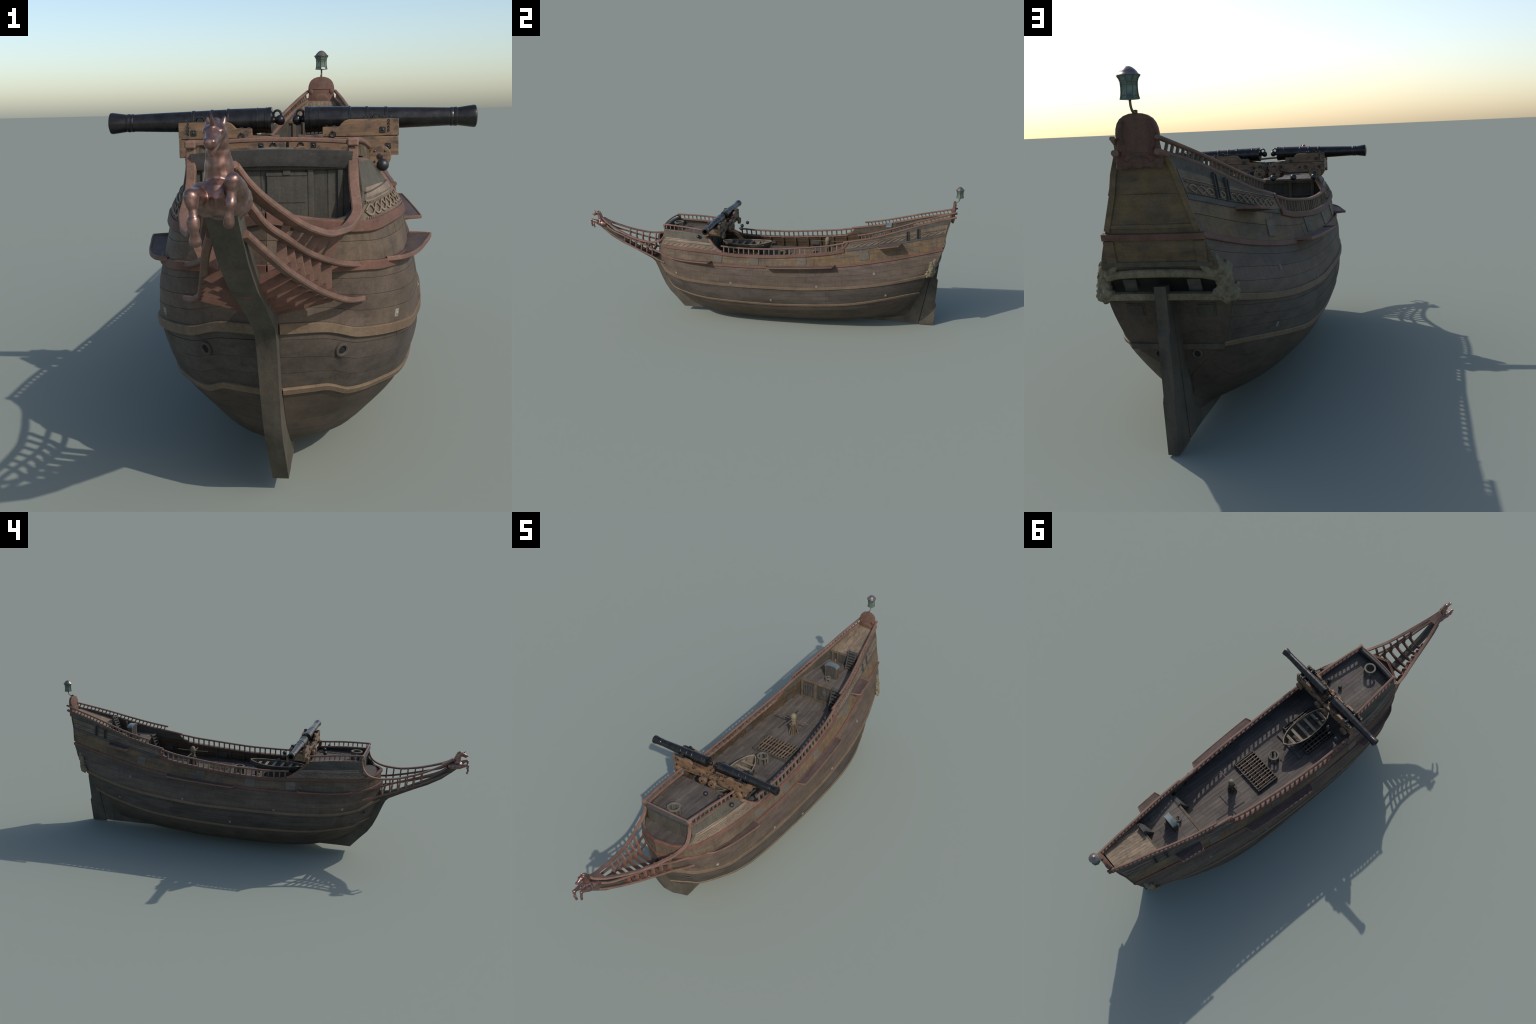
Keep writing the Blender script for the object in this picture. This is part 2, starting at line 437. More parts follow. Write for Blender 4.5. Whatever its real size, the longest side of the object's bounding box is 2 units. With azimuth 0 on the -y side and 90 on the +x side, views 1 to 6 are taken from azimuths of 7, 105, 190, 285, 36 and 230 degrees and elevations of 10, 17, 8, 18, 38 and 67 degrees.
# --- planks: strakes between the wales, cut into lengths
def plank(u0, u1, w0, w1, mat, lift):
    nu = max(4, int((u1-u0)*130)); nj = 4
    us = np.linspace(u0, u1, nu); ws = np.linspace(w0, w1, nj)
    G = hull(us, ws)
    # surface normals by finite difference
    e = 1e-3
    Gu = hull(np.clip(us+e, 0, 1), ws) - hull(np.clip(us-e, 0, 1), ws)
    Gw = hull(us, np.clip(ws+e, 0, WT[-1])) - hull(us, np.clip(ws-e, 0, WT[-1]))
    N = np.cross(Gw, Gu); N /= np.linalg.norm(N, axis=2, keepdims=True) + 1e-12
    if N[:, :, 0].mean() < 0: N = -N
    G = G + N*lift
    # rim goes inward
    rows = [G[:, 0] - N[:, 0]*.004] + [G[:, j] for j in range(nj)] + [G[:, -1] - N[:, -1]*.004]
    R = np.stack(rows, axis=1)
    first = R[0] - np.concatenate([N[0, :1], N[0], N[0, -1:]])*.004
    last = R[-1] - np.concatenate([N[-1, :1], N[-1], N[-1, -1:]])*.004
    R = np.concatenate([first[None], R, last[None]])
    a, b = R.shape[:2]
    v = [tuple(p) for p in R.reshape(-1, 3)]
    f = [[i*b+j, i*b+j+1, (i+1)*b+j+1, (i+1)*b+j] for i in range(a-1) for j in range(b-1)]
    both('plank', v, f, mat, hull_root, 40)

def strakes(w0, w1, n, mat, cuts, gap=.0005):
    for k in range(n):
        a = w0 + (w1-w0)*k/n; b = w0 + (w1-w0)*(k+1)/n
        us = [0] + sorted(min(.97, max(.03, (i+1+random.uniform(-.35, .35))/(cuts+1))) for i in range(cuts)) + [1]
        for s, t in zip(us[:-1], us[1:]):
            plank(s + .0003, t - .0003, a + gap*.6, b - gap*.6, mat, random.uniform(-.0004, .0004))
strakes(WT[0], WT[3], 6, M['bottom'], 2)
strakes(WT[3], WT[5], 4, M['lower'], 3)
strakes(WT[5], WT[7], 4, M['side'], 2)
strakes(WT[7], WT[8], 2, M['top'], 3)

# --- wales: proud bands following a level line
def band(name, level, height, proud, mat, u0=0, u1=1, n=150, lower=.0):
    us = np.linspace(u0, u1, n)
    w = np.linspace(WT[level]-.06, WT[level], 25)[::-1]
    G = hull(us, w)
    d = np.concatenate([np.zeros((n, 1)), np.cumsum(np.linalg.norm(np.diff(G, axis=1), axis=2), axis=1)], axis=1)
    top = G[:, 0]
    low = np.stack([[np.interp(height, d[i], G[i, :, c]) for c in range(3)] for i in range(n)])
    t = np.gradient(top, axis=0); s = top - low
    N = np.cross(t, s); N /= np.linalg.norm(N, axis=1, keepdims=True)
    if N[:, 0].mean() < 0: N = -N
    c = min(.0012, proud*.4)
    sn = s/np.linalg.norm(s, axis=1, keepdims=True)
    rows = [top - N*.006, top + N*(proud-c), top + N*proud - sn*c, low + N*proud + sn*c, low + N*(proud-c), low - N*.006]
    R = np.stack(rows, axis=1); b = 6
    v = [tuple(p) for p in R.reshape(-1, 3)]
    f = [[i*b+j, i*b+(j+1) % b, (i+1)*b+(j+1) % b, (i+1)*b+j] for i in range(n-1) for j in range(b)]
    f += [list(range(b))[::-1], [(n-1)*b+j for j in range(b)]]
    return both(name, v, f, mat, hull_root, 30)
band('lower_wale', 3, .0115, .0035, M['tan'])
band('main_wale', 5, .0150, .0050, M['tan'])
band('upper_wale', 7, .0130, .0042, M['red'])
uD = u_at(8, .430)
band('gunwale_wale', 8, .0150, .0052, M['red'], 0, uD)
band('grey_strake', 8, .0120, .0026, M['strip'], u_at(8, .444), 1)

# --- stem, keel, sternpost, rudder
stem_front = [(-.949,.470),(-.946,.4625),(-.93,.448),(-.882,.408),(-.82,.3715),(-.7615,.3445),(-.702,.315),(-.650,.288),(-.636,.274),(-.624,.2475),(-.604,.194),(-.582,.144),(-.5585,.108),(-.523,.070),(-.4805,.0215)]
stem_back = [(-.44,.0215),(-.40,.050),(-.45,.085),(-.505,.135),(-.545,.20),(-.585,.30),(-.59,.312),(-.64,.318),(-.70,.338),(-.76,.366),(-.82,.396),(-.88,.438),(-.905,.458),(-.925,.468)]
g = Geo()
path = stem_front + stem_back
def stem_half(y, z):
    return .0118 + .0022*min(1, max(0, (z-.1)/.3))
n = len(path)
vs = [(sx*stem_half(y, z), y, z) for sx in (-1, 1) for y, z in path]
fs = [list(range(n))[::-1], list(range(n, 2*n))] + [[k, (k+1) % n, n+(k+1) % n, n+k] for k in range(n)]
g.add(vs, fs); g.obj('stem', M['stem'], hull_root, 25)
g = Geo()
g.prism([(-.441,.0216),(-.441,.060),(-.30,.050),(.5,.040),(.70,.046),(.742,.066),(.77,.130),(.785,.0065),(.70,.0085),(0,.0165)], 0, -.0112, .0112)
g.obj('keel', M['stem'], hull_root, 25)
gap = lambda z: .7905 + .2135*z
g = Geo()
g.prism([(gap(.0062)-.0018,.0062),(gap(.31)-.0018,.31),(gap(.31)-.05,.31),(.755,.11),(.745,.0072)], 0, -.0122, .0122)
g.obj('sternpost', M['stem'], hull_root, 25)
g = Geo()
g.prism([(gap(0)+.0015,.0022),(gap(.333)+.002,.333),(.888,.333),(.8845,.3055),(.8765,.2475),(.8835,.238),(.872,.1195),(.8775,.1080),(.8655,0.0)], 0, -.0112, .0112)
rud = g.obj('rudder', M['stem'], ship, 25)
g = Geo()
g.prism([(gap(.004)-.006,.0075),(gap(.31)-.006,.31),(gap(.31)+.008,.31),(gap(.004)+.008,.0075)], 0, -.0085, .0085)
g.obj('rudder_joint', M['dark'], hull_root)

# --- transom
wt = np.linspace(0, WT[-1], 60)
Te = hull([1.0], wt)[0]
g = Geo()
nx = 9
vs = []; fs = []
for p in Te:
    for k in range(nx):
        s = 1 - 2*k/(nx-1)
        vs.append((p[0]*s, p[1] + .003*(1-s*s), p[2]))
for i in range(len(Te)-1):
    for k in range(nx-1):
        fs.append([i*nx+k, i*nx+k+1, (i+1)*nx+k+1, (i+1)*nx+k])
ci = int(np.argmin(abs(wt - WT[5])))
lowf = fs[:ci*(nx-1)]; upf = fs[ci*(nx-1):]
make('transom_lower', vs, lowf, M['bottom'], hull_root, 40)
make('transom_upper', vs, upf, M['transom'], hull_root, 40)
def ty(z):   # transom y at height z
    return float(np.interp(z, Te[:, 2], Te[:, 1]))
def tx(z):
    return float(np.interp(z, Te[:, 2], Te[:, 0]))
# upper transom (stern castle back) with raised border boards
g = Geo()
rows = [(.074,.9205,.5055),(.060,.9315,.543),(.0475,.9395,.578)]
vs = []
for x, y, z in rows: vs += [(-x, y, z), (x, y, z)]
g.add(vs, [[0,1,3,2],[2,3,5,4]])
vs = [(-tx(.506), ty(.506)+.001, .506), (tx(.506), ty(.506)+.001, .506)]
g.obj('transom_top_panel', M['transom'], hull_root, 40)
g = Geo()
edge = [V3((tx(z)-.004, ty(z)+.003, z)) for z in (.44,.455,.47,.49,.5055)] + [V3((.056,.934,.543)), V3((.0435,.942,.578))]
g.sweep(edge, rect(.011, .004, .0008), wref=V3((1, 0, 0)))
g.mirror(); g.obj('transom_edge_board', M['transom'], hull_root)
def cross_board(name, z, h, proud, mat, xs=None, bow=.003):
    w = xs or tx(z)
    pts = [V3((w*s, ty(z) + bow*(1-s*s) + proud*.5 - .002, z)) for s in np.linspace(-1, 1, 15)]
    g = Geo(); g.sweep(pts, rect(h, proud+.004, .0008), wref=V3((0, .25, 1)))
    return g.obj(name, mat, hull_root)
cross_board('transom_red_band', .4290, .0125, .006, M['red'], .0965)
cross_board('transom_lower_band', .1985, .0125, .004, M['stem'], .0935)
cross_board('transom_board', .4480, .008, .0020, M['transom'], .088)
cross_board('transom_board', .3760, .010, .003, M['stem'], .105)
g = Geo()
for sx in (-1, 1):
    x = .086*sx
    g.sweep([V3((x, ty(z)+.002, z)) for z in np.linspace(.380, .421, 5)], rect(.020, .005, .0008), wref=V3((1, 0, 0)))
g.obj('transom_corner_board', M['transom'], hull_root)
# gun ports in the counter
for sx in (-1, 1):
    g = Geo(); zc, xc = .2775, .070*sx
    g.box((xc, ty(zc)+.002, zc), (.037, .003, .027), Matrix.Rotation(-.22, 3, 'X'))
    g.obj('stern_port', M['coam'], hull_root)
    g = Geo()
    g.box((xc, ty(zc)+.0035, zc-.0005), (.031, .003, .022), Matrix.Rotation(-.22, 3, 'X'))
    g.obj('stern_port_lid', M['panel'], hull_root)
def torus(g, c, R, r, M3=None, n=20, m=8, arc=1.0, start=0.0):
    vs, fs = [], []
    N = n if arc >= 1 else n+1
    for i in range(N):
        t = start + 2*math.pi*arc*i/n
        for k in range(m):
            q = 2*math.pi*k/m
            p = V3(((R + r*math.cos(q))*math.cos(t), (R + r*math.cos(q))*math.sin(t), r*math.sin(q)))
            vs.append((M3 @ p if M3 else p) + V3(c))
    for i in range(n if arc >= 1 else n):
        i2 = (i+1) % N
        for k in range(m):
            fs.append([i*m+k, i2*m+k, i2*m+(k+1) % m, i*m+(k+1) % m])
    g.add(vs, fs)
for sx in (-1, 1):
    g = Geo(); torus(g, (.038*sx, ty(.182)+.004, .182), .0085, .0028, Matrix.Rotation(math.pi/2-.2, 3, 'X'))
    g.obj('stern_hawse_ring', M['stem'], hull_root)
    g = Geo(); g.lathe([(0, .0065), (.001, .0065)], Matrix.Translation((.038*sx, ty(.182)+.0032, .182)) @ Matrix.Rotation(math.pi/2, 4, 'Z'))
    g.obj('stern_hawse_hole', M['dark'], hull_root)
# --- castles: raised side walls above the top band
def fc_front(f): return -.574 + .043*min(1, f/.45)**.6
def fc_end(f): return -.195 - .09*f**(1/1.6)
def st_front(f): return .397 + .047*math.sqrt(max(0, 1-(1-f)**2))
def st_end(f): return .921 + .0185*f
def castle_pt(E, y, f, off=0.0):
    x = (1-f)*float(xD(y)) + f*float(E[0](y)); z = (1-f)*float(zD(y)) + f*float(E[1](y))
    e = .004
    tx_ = ((1-f)*float(xD(y+e)) + f*float(E[0](y+e))) - ((1-f)*float(xD(y-e)) + f*float(E[0](y-e)))
    n = V3((2*e, -tx_, 0)).normalized()
    n.z = .15
    return V3((x, y, z)) + n.normalized()*off
def castle(name, E, front, end, mat, f0=0.0, f1=1.0, off=0.0, thick=.010, ny=50, nf=14, parent=None):
    fl = np.linspace(f0, f1, nf)
    vs = []
    for o in (off, off-thick):
        for f in fl:
            a, b = front(f), end(f)
            for k in range(ny):
                vs.append(castle_pt(E, a + (b-a)*k/(ny-1), f, o))
    N = ny*nf
    fs = []
    for i in range(nf-1):
        for k in range(ny-1):
            q = [i*ny+k, i*ny+k+1, (i+1)*ny+k+1, (i+1)*ny+k]
            fs.append(q); fs.append([N+j for j in q[::-1]])
    rim = [k for k in range(ny)] + [i*ny+ny-1 for i in range(1, nf)] + [(nf-1)*ny+k for k in range(ny-2, -1, -1)] + [i*ny for i in range(nf-2, 0, -1)]
    for a, b in zip(rim, rim[1:]+rim[:1]): fs.append([a, b, N+b, N+a])
    return both(name, [tuple(v) for v in vs], fs, mat, parent, 40)
fore = empty('forecastle', parent=ship); aft = empty('stern_castle', parent=ship)
castle('forecastle_side', fcE, fc_front, fc_end, M['castle'], parent=fore)
castle('stern_castle_side', stE, st_front, st_end, M['castle'], parent=aft)
# frieze grounds, a thin board on the side
castle('frieze_board', fcE, lambda f: fc_front(f)+.010, lambda f: fc_end(f)-.004, M['chainbg'], 0.0, .36, .0012, .004, nf=5, parent=fore)
castle('frieze_board', fcE, lambda f: fc_front(f)+.012, lambda f: fc_end(f)-.004, M['chain'], .36, .52, .0018, .004, nf=3, parent=fore)
castle('frieze_board', stE, lambda f: st_front(f)+.010, lambda f: st_end(f)-.004, M['chainbg'], .03, .60, .0012, .004, nf=6, parent=aft)

def side_line(E, ys, fs_, off, r=.0012, name='moulding', mat=None, parent=None):
    pts = [castle_pt(E, y, f, off) for y, f in zip(ys, fs_)]
    g = Geo(); g.sweep(pts, disc(r, 6), wref=V3((0, 0, 1)))
    g.mirror(); return g.obj(name, mat or M['chain'], parent, 180)
# interlaced chain carving
def chain(E, y0, y1, fcen, amp, link, off, parent, r=.0014):
    g = Geo()
    n = int((y1-y0)/link*14)
    for ph in (0, math.pi):
        pts = []
        for k in range(n+1):
            y = y0 + (y1-y0)*k/n
            h = float(E[1](y) - zD(y))
            a = amp/max(h, .02)
            pts.append(castle_pt(E, y, fcen(y) + a*math.sin(math.pi*(y-y0)/link + ph), off + .0006*math.cos(math.pi*(y-y0)/link*1.0 + ph)))
        g.sweep(pts, rect(.0028, .0018, .0005), wref=V3((0, 0, 1)))
    # pearl rows along both edges of the chain
    for sgn in (-1.45, 1.45):
        m = int((y1-y0)/.0062)
        for k in range(m):
            y = y0 + (y1-y0)*(k+.5)/m
            p = castle_pt(E, y, fcen(y) + sgn*amp/max(float(E[1](y)-zD(y)), .02), off)
            ball(g, p, .0017, (.6, 1.3, .8), None, 6)
    g.mirror()
    return g.obj('chain_carving', M['chain'], parent, 60)
hE = lambda E, y: max(.03, float(E[1](y) - zD(y)))
chain(fcE, -.535, -.225, lambda y: .0125/hE(fcE, y), .0068, .0310, .0030, fore)
for ya, yb in ((.470, .725), (.7495, .7765), (.800, .905)):     # broken by the two windows
    chain(stE, ya, yb, lambda y: .0115/hE(stE, y), .0062, (yb-ya)/max(1, round((yb-ya)/.030)), .0030, aft)
ys = np.linspace(-.531, -.245, 40)
side_line(fcE, ys, [.0245/hE(fcE, y) for y in ys], .0028, .0016, parent=fore)
ys = np.linspace(-.527, -.262, 40)
side_line(fcE, ys, [.036/hE(fcE, y) for y in ys], .0024, .0010, mat=M['castle'], parent=fore)
ys = np.linspace(.462, .915, 50)
side_line(stE, ys, [.0215/hE(stE, y) for y in ys], .0024, .0013, mat=M['red'], parent=aft)
side_line(stE, ys, [.0265/hE(stE, y) for y in ys], .0022, .0011, parent=aft)

# red edging boards on the sloping castle ends
g = Geo()
g.sweep([castle_pt(fcE, fc_end(f)-.002, f, -.004) for f in np.linspace(0, 1, 22)], rect(.014, .013, .002), wref=V3((1, 0, 0)))
g.mirror(); g.obj('edge_board', M['rail'], fore)
g = Geo()
g.sweep([castle_pt(stE, st_front(f)+.001, f, -.003) for f in np.linspace(0, .9, 20)], rect(.014, .012, .002), wref=V3((1, 0, 0)))
g.mirror(); g.obj('edge_board', M['red'], aft)

# --- rails and balusters
def rail(name, E, y0, y1, dx, dz, w, h, mat, parent, n=60, turn=None):
    pts = [V3((float(E[0](y))+dx, y, float(E[1](y))+dz)) for y in np.linspace(y0, y1, n)]
    if turn: pts = turn[0] + pts + turn[1]
    g = Geo(); g.sweep(pts, rect(w, h, min(w, h)*.28), wref=V3((1, 0, 0)))
    g.mirror(); return g.obj(name, mat, parent, 50)
def posts(E, y0, y1, n, x0, z0, x1, z1, lean, t, mat, parent):
    """balusters between two offsets of the edge curve"""
    for k in range(n):
        y = y0 + (y1-y0)*k/(n-1)
        for sx in (-1, 1):
            g = Geo()
            a = V3(((float(E[0](y))+x0)*sx, y, float(E[1](y))+z0))
            y2 = y - lean
            b = V3(((float(E[0](y2))+x1)*sx, y2, float(E[1](y2))+z1))
            g.sweep([a, a.lerp(b, .5), b], rect(t, t*.85), wref=V3((1, 0, 0)))
            g.obj('baluster', mat, parent)
De = (xD, zD)
# waist
rails = empty('waist_rail', parent=ship)
rail('gunwale_cap', De, -.215, .405, -.0045, -.0032, .0135, .007, M['rail'], rails)
rail('top_rail', De, -.203, .428, -.010, .0305, .011, .0075, M['rail'], rails)
posts(De, -.188, .420, 24, -.0060, -.001, -.010, .029, .0005, .0068, M['post'], rails)
# forecastle
rail('castle_cap', fcE, -.5265, -.281, -.0055, -.0042, .014, .009, M['rail'], fore)
rail('top_rail', fcE, -.530, -.288, -.008, .0235, .011, .0070, M['rail'], fore)
posts(fcE, -.518, -.292, 11, -.006, .003, -.008, .021, .0005, .0052, M['post'], fore)
# stern castle
rail('castle_cap', stE, .424, .966, -.0045, -.0048, .013, .010, M['rail'], aft)
stR = curve3([(.49,.1265,.4985),(.501,.1255,.5000),(.58,.1155,.514),(.68,.098,.538),(.78,.0775,.565),(.88,.0590,.589),(.968,.0400,.610)])
rail('top_rail', stR, .496, .968, 0, -.0035, .010, .0070, M['rail'], aft)
for k in range(24):
    y = .510 + (.935-.510)*k/23
    for sx in (-1, 1):
        g = Geo(); yb = y + .006
        a = V3(((float(stE[0](yb))-.004)*sx, yb, float(stE[1](yb))+.001)); b = V3((float(stR[0](y))*sx, y, float(stR[1](y))-.004))
        g.sweep([a, a.lerp(b, .5), b], rect(.0050, .0045), wref=V3((1, 0, 0)))
        g.obj('baluster', M['post'], aft)

# --- decks
def half_at(y, z, inset=.010):
    """half breadth of the inside at height z"""
    zc, zd = float(zC(y)), float(zD(y))
    if z <= zd:
        t = (z-zc)/(zd-zc); x = float(xC(y)) + t*(float(xD(y))-float(xC(y)))
    else:
        E = fcE if y < 0 else stE
        ze = float(E[1](y)); t = min(1.0, (z-zd)/max(ze-zd, .01)); x = float(xD(y)) + t*(float(E[0](y))-float(xD(y)))
    return max(.002, x - inset)
def deck(name, y0, y1, zf, width, mat, parent, thick=.004, inset=.009):
    root = empty(name, parent=parent)
    wmax = max(half_at(y, zf(y), inset) for y in np.linspace(y0, y1, 12))
    n = int(2*wmax/width)
    ny = 24
    edges = np.linspace(-wmax, wmax, n+1)
    for a, b in zip(edges[:-1], edges[1:]):
        cut = [y0] + sorted(random.uniform(y0+.06, y1-.06) for _ in range(1 if y1-y0 < .3 else 3)) + [y1] if y1-y0 > .15 else [y0, y1]
        for c, d in zip(cut[:-1], cut[1:]):
            if d-c < .01: continue
            g = Geo(); vs = []; m = max(3, int(ny*(d-c)/(y1-y0)))
            ok = False
            for y in np.linspace(c+.0004, d-.0004, m):
                h = half_at(y, zf(y), inset)
                xa, xb = max(a+.0003, -h), min(b-.0003, h)
                if xb - xa < .0002:
                    xm = max(-h, min(h, (a+b)/2)); xa, xb = xm-.0001, xm+.0001
                else: ok = True
                z = zf(y)
                vs += [(xa, y, z), (xb, y, z), (xb, y, z-thick), (xa, y, z-thick)]
            if not ok: continue
            fs = [[0,1,2,3], [4*m-1, 4*m-2, 4*m-3, 4*m-4]]
            for i in range(m-1):
                for k in range(4):
                    fs.append([i*4+k, (i+1)*4+k, (i+1)*4+(k+1) % 4, i*4+(k+1) % 4])
            g.add(vs, fs); g.obj('deck_plank', mat, root)
    # dark underlay closes the seams
    vs = []; ysu = np.linspace(y0, y1, 30)
    for y in ysu:
        h = half_at(y, zf(y), inset-.002); z = zf(y)-.003
        vs += [(-h, y, z), (h, y, z)]
    make('deck_bed', vs, [[2*i, 2*i+1, 2*i+3, 2*i+2] for i in range(29)], M['core'], root)
    return root
main_z = lambda y: float(deckz(y))
fc_z = lambda y: .452 + (-.29 - y)*.03
qd_z = lambda y: .458 + (y-.565)*.055
poop_z = lambda y: .5225 + (y-.757)*.300
deck('main_deck', -.285, .565, main_z, .0165, M['deck'], ship)
deck('forecastle_deck', -.518, -.288, fc_z, .0165, M['deck'], fore)
deck('quarter_deck', .567, .758, qd_z, .0165, M['deck'], aft)
deck('poop_deck', .757, .934, poop_z, .0110, M['poop'], aft)

# inside of the bulwarks in the waist
def inner_wall(y0, y1, rows, mat, parent):
    ysi = np.linspace(y0, y1, 60)
    for r in range(rows):
        vs = []
        for y in ysi:
            zb, zt = main_z(y)-.006, float(zD(y))-.002
            for t in (r/rows+.012, (r+1)/rows-.012):
                z = zb + (zt-zb)*t
                vs += [(half_at(y, z, .0095), y, z), (half_at(y, z, .006), y, z)]
        fs = []
        for i in range(59):
            a, b = i*4, (i+1)*4
            fs += [[a, b, b+2, a+2], [a+2, b+2, b+3, a+3], [a, a+1, b+1, b]]
        both('bulwark_board', vs, fs, mat, parent)
inner_wall(-.292, .566, 4, M['inner'], ship)
g = Geo()
for k in range(12):   # frames inside the waist
    y = -.24 + k*.070
    g.sweep([V3((half_at(y, z, .012), y, z)) for z in (main_z(y), float(zD(y))-.006)], rect(.006, .010), wref=V3((1, 0, 0)))
g.mirror(); g.obj('bulwark_frame', M['inner'], ship)
g = Geo()
for y in (-.025, .22, .50):    # inside of the gun ports
    z = main_z(y)+.028
    g.box((half_at(y, z, .0105), y, z), (.003, .045, .026))
g.mirror(); g.obj('port_inside', M['coam'], ship)

# --- bulkheads
def wall(name, y, z0, z1, mat, parent, n=9, thick=.006, lean=0.0, half=None):
    """vertical boards across the ship, ends cut to the slope of the sides"""
    root = empty(name, parent=parent)
    hz = (lambda z: half) if half else (lambda z: half_at(y, z, .008))
    zs = np.linspace(z0, z1, 7)
    hmax = max(hz(z) for z in zs)
    def prism(a, b, t, name, m):
        g = Geo(); vs = []
        for z in zs:
            h = hz(z); xa, xb = max(a, -h), min(b, h)
            if xb - xa < .0004: xa = xb = max(-h, min(h, (a+b)/2))
            vs += [(xa, y-t/2, z), (xb, y-t/2, z), (xb, y+t/2, z), (xa, y+t/2, z)]
        fs = [[0, 1, 2, 3], [4*len(zs)-1, 4*len(zs)-2, 4*len(zs)-3, 4*len(zs)-4]]
        for i in range(len(zs)-1):
            for k in range(4): fs.append([i*4+k, (i+1)*4+k, (i+1)*4+(k+1) % 4, i*4+(k+1) % 4])
        g.add(vs, fs); g.obj(name, m, root)
    for k in range(n):
        a, b = -hmax + 2*hmax*k/n, -hmax + 2*hmax*(k+1)/n
        prism(a+.0004, b-.0004, thick, 'bulkhead_board', mat)
    prism(-hmax, hmax, thick*.6, 'bulkhead_back', M['core'])
    return root
# beakhead bulkhead (faces forward)
bw = wall('beakhead_bulkhead', -.520, .400, .478, M['panel'], fore, 7, lean=1, half=.103)
g = Geo()
pts = [V3((x, -.5265 - .008*(1-(x/.11)**2), .4865 + .0045*(1-(x/.105)**2))) for x in np.linspace(-.105, .105, 21)]
g.sweep(pts, [(-.0135, -.010), (-.0135, .0005), (-.007, .004), (.003, .007), (.0085, .009), (.0085, -.010)], wref=V3((0, -.0, 1)))
g.obj('bulkhead_cornice', M['strip'], bw)
g = Geo()
g.box((.020, -.5245, .437), (.054, .004, .064), bev=.001)
g.obj('beakhead_door', M['panel'], bw)
g = Geo()
for x in (-.042, .051, .090, -.090):
    g.box((x, -.5245, .440), (.008, .004, .078), bev=.001)
g.box((.020, -.5260, .4665), (.054, .003, .004)); g.box((.020, -.5260, .4300), (.050, .0028, .002)); g.box((.020, -.5265, .4685), (.010, .004, .006))
g.box((0, -.5255, .4745), (.200, .004, .006), bev=.001)
g.obj('beakhead_frame', M['panel'], bw)
# arched cross rail over the cornice
g = Geo()
g.sweep([V3((x, -.530 - .004*(1-(x/.1)**2), .5075 + .0045*(1-(x/.1)**2))) for x in np.linspace(-.1, .1, 21)], rect(.0062, .0062, .0015), wref=V3((0, 1, 0)))
g.obj('cross_rail', M['rail'], fore)
# beak platform inside the bow
vs = []
ysb = np.linspace(-.603, -.515, 14)
for y in ysb:
    h = max(.002, float(xD(y))-.002); z = .4085
    vs += [(-h, y, z), (h, y, z)]
make('beak_platform', vs, [[2*i, 2*i+1, 2*i+3, 2*i+2] for i in range(13)], M['deck'], fore)
g = Geo()
g.sweep([V3((float(xD(y))-.003, y, float(zD(y))-.001)) for y in np.linspace(-.6055, -.535, 24)], rect(.006, .004), wref=V3((1, 0, 0)))
g.mirror(); g.obj('bow_band_top', M['red'], fore)

# forecastle after bulkhead (faces aft)
ab = wall('forecastle_bulkhead', -.290, .330, .449, M['panel'], fore, 12, lean=-1)
g = Geo()
for x in (-.125, -.055, .055, .125): g.box((x, -.2845, .390), (.012, .006, .112), bev=.0012)
g.box((0, -.2855, .4435), (.272, .009, .011), bev=.0015); g.box((0, -.2845, .345), (.33, .005, .008), bev=.001); g.box((0, -.2845, .402), (.30, .004, .003))
g.obj('bulkhead_frame', M['oak'], ab)

# quarter-deck bulkhead (faces forward): ribbed door, pillars, shield panel
qb = wall('quarter_deck_bulkhead', .567, .358, .458, M['panel'], aft, 11, lean=1)
hq = half_at(.567, .44, .009)
g = Geo(); g.box((0, .5625, .455), (2*hq, .012, .010), bev=.0015); g.obj('deck_beam', M['oak'], qb)
g = Geo()
for x in (-.112, -.040, .045):
    g.box((x, .5615, .405), (.012, .007, .098), bev=.0012)
g.box((0, .5615, .3655), (.23, .006, .012), bev=.001); g.box((0, .5620, .4480), (.23, .005, .006), bev=.001)
g.obj('bulkhead_frame', M['oak'], qb)
g = Geo()
for k in range(6):
    x = -.099 + k*.0095
    g.box((x, .5622, .401 - .0012*abs(k-2.5)), (.0075, .005, .076 - .0024*abs(k-2.5)), bev=.0012)
g.obj('bulkhead_door', M['ladder'], qb)
g = Geo()
vs = [(.004, .5610, .418)]; m = 14
poly = [(.5, .75), (.85, .6), (1, .2), (.9, -.3), (.55, -.8), (0, -1.15), (-.55, -.8), (-.9, -.3), (-1, .2), (-.85, .6), (-.5, .75), (0, .62)]
cen = (.004, .5560, .415)
g.add([cen] + [(.004+.014*a, .5620, .415+.017*b) for a, b in poly], [[0, 1+k, 1+(k+1) % len(poly)] for k in range(len(poly))])
g.obj('shield_boss', M['strip'], qb, 50)

# poop bulkhead
pb = wall('poop_bulkhead', .758, .462, .519, M['panel'], aft, 8, lean=1)
hp = half_at(.758, .515, .009)
g = Geo(); g.box((0, .7545, .5185), (2*hp, .010, .008), bev=.0012); g.obj('deck_beam', M['oak'], pb)
g = Geo()
for x in (-.068, -.040, .012): g.box((x, .7535, .491), (.009, .006, .054), bev=.001)
g.obj('bulkhead_frame', M['oak'], pb)
g = Geo()
for k in range(4): g.box((-.028+.0095*k, .7545, .490), (.0085, .004, .046), bev=.0008)
g.obj('bulkhead_door', M['ladder'], pb)

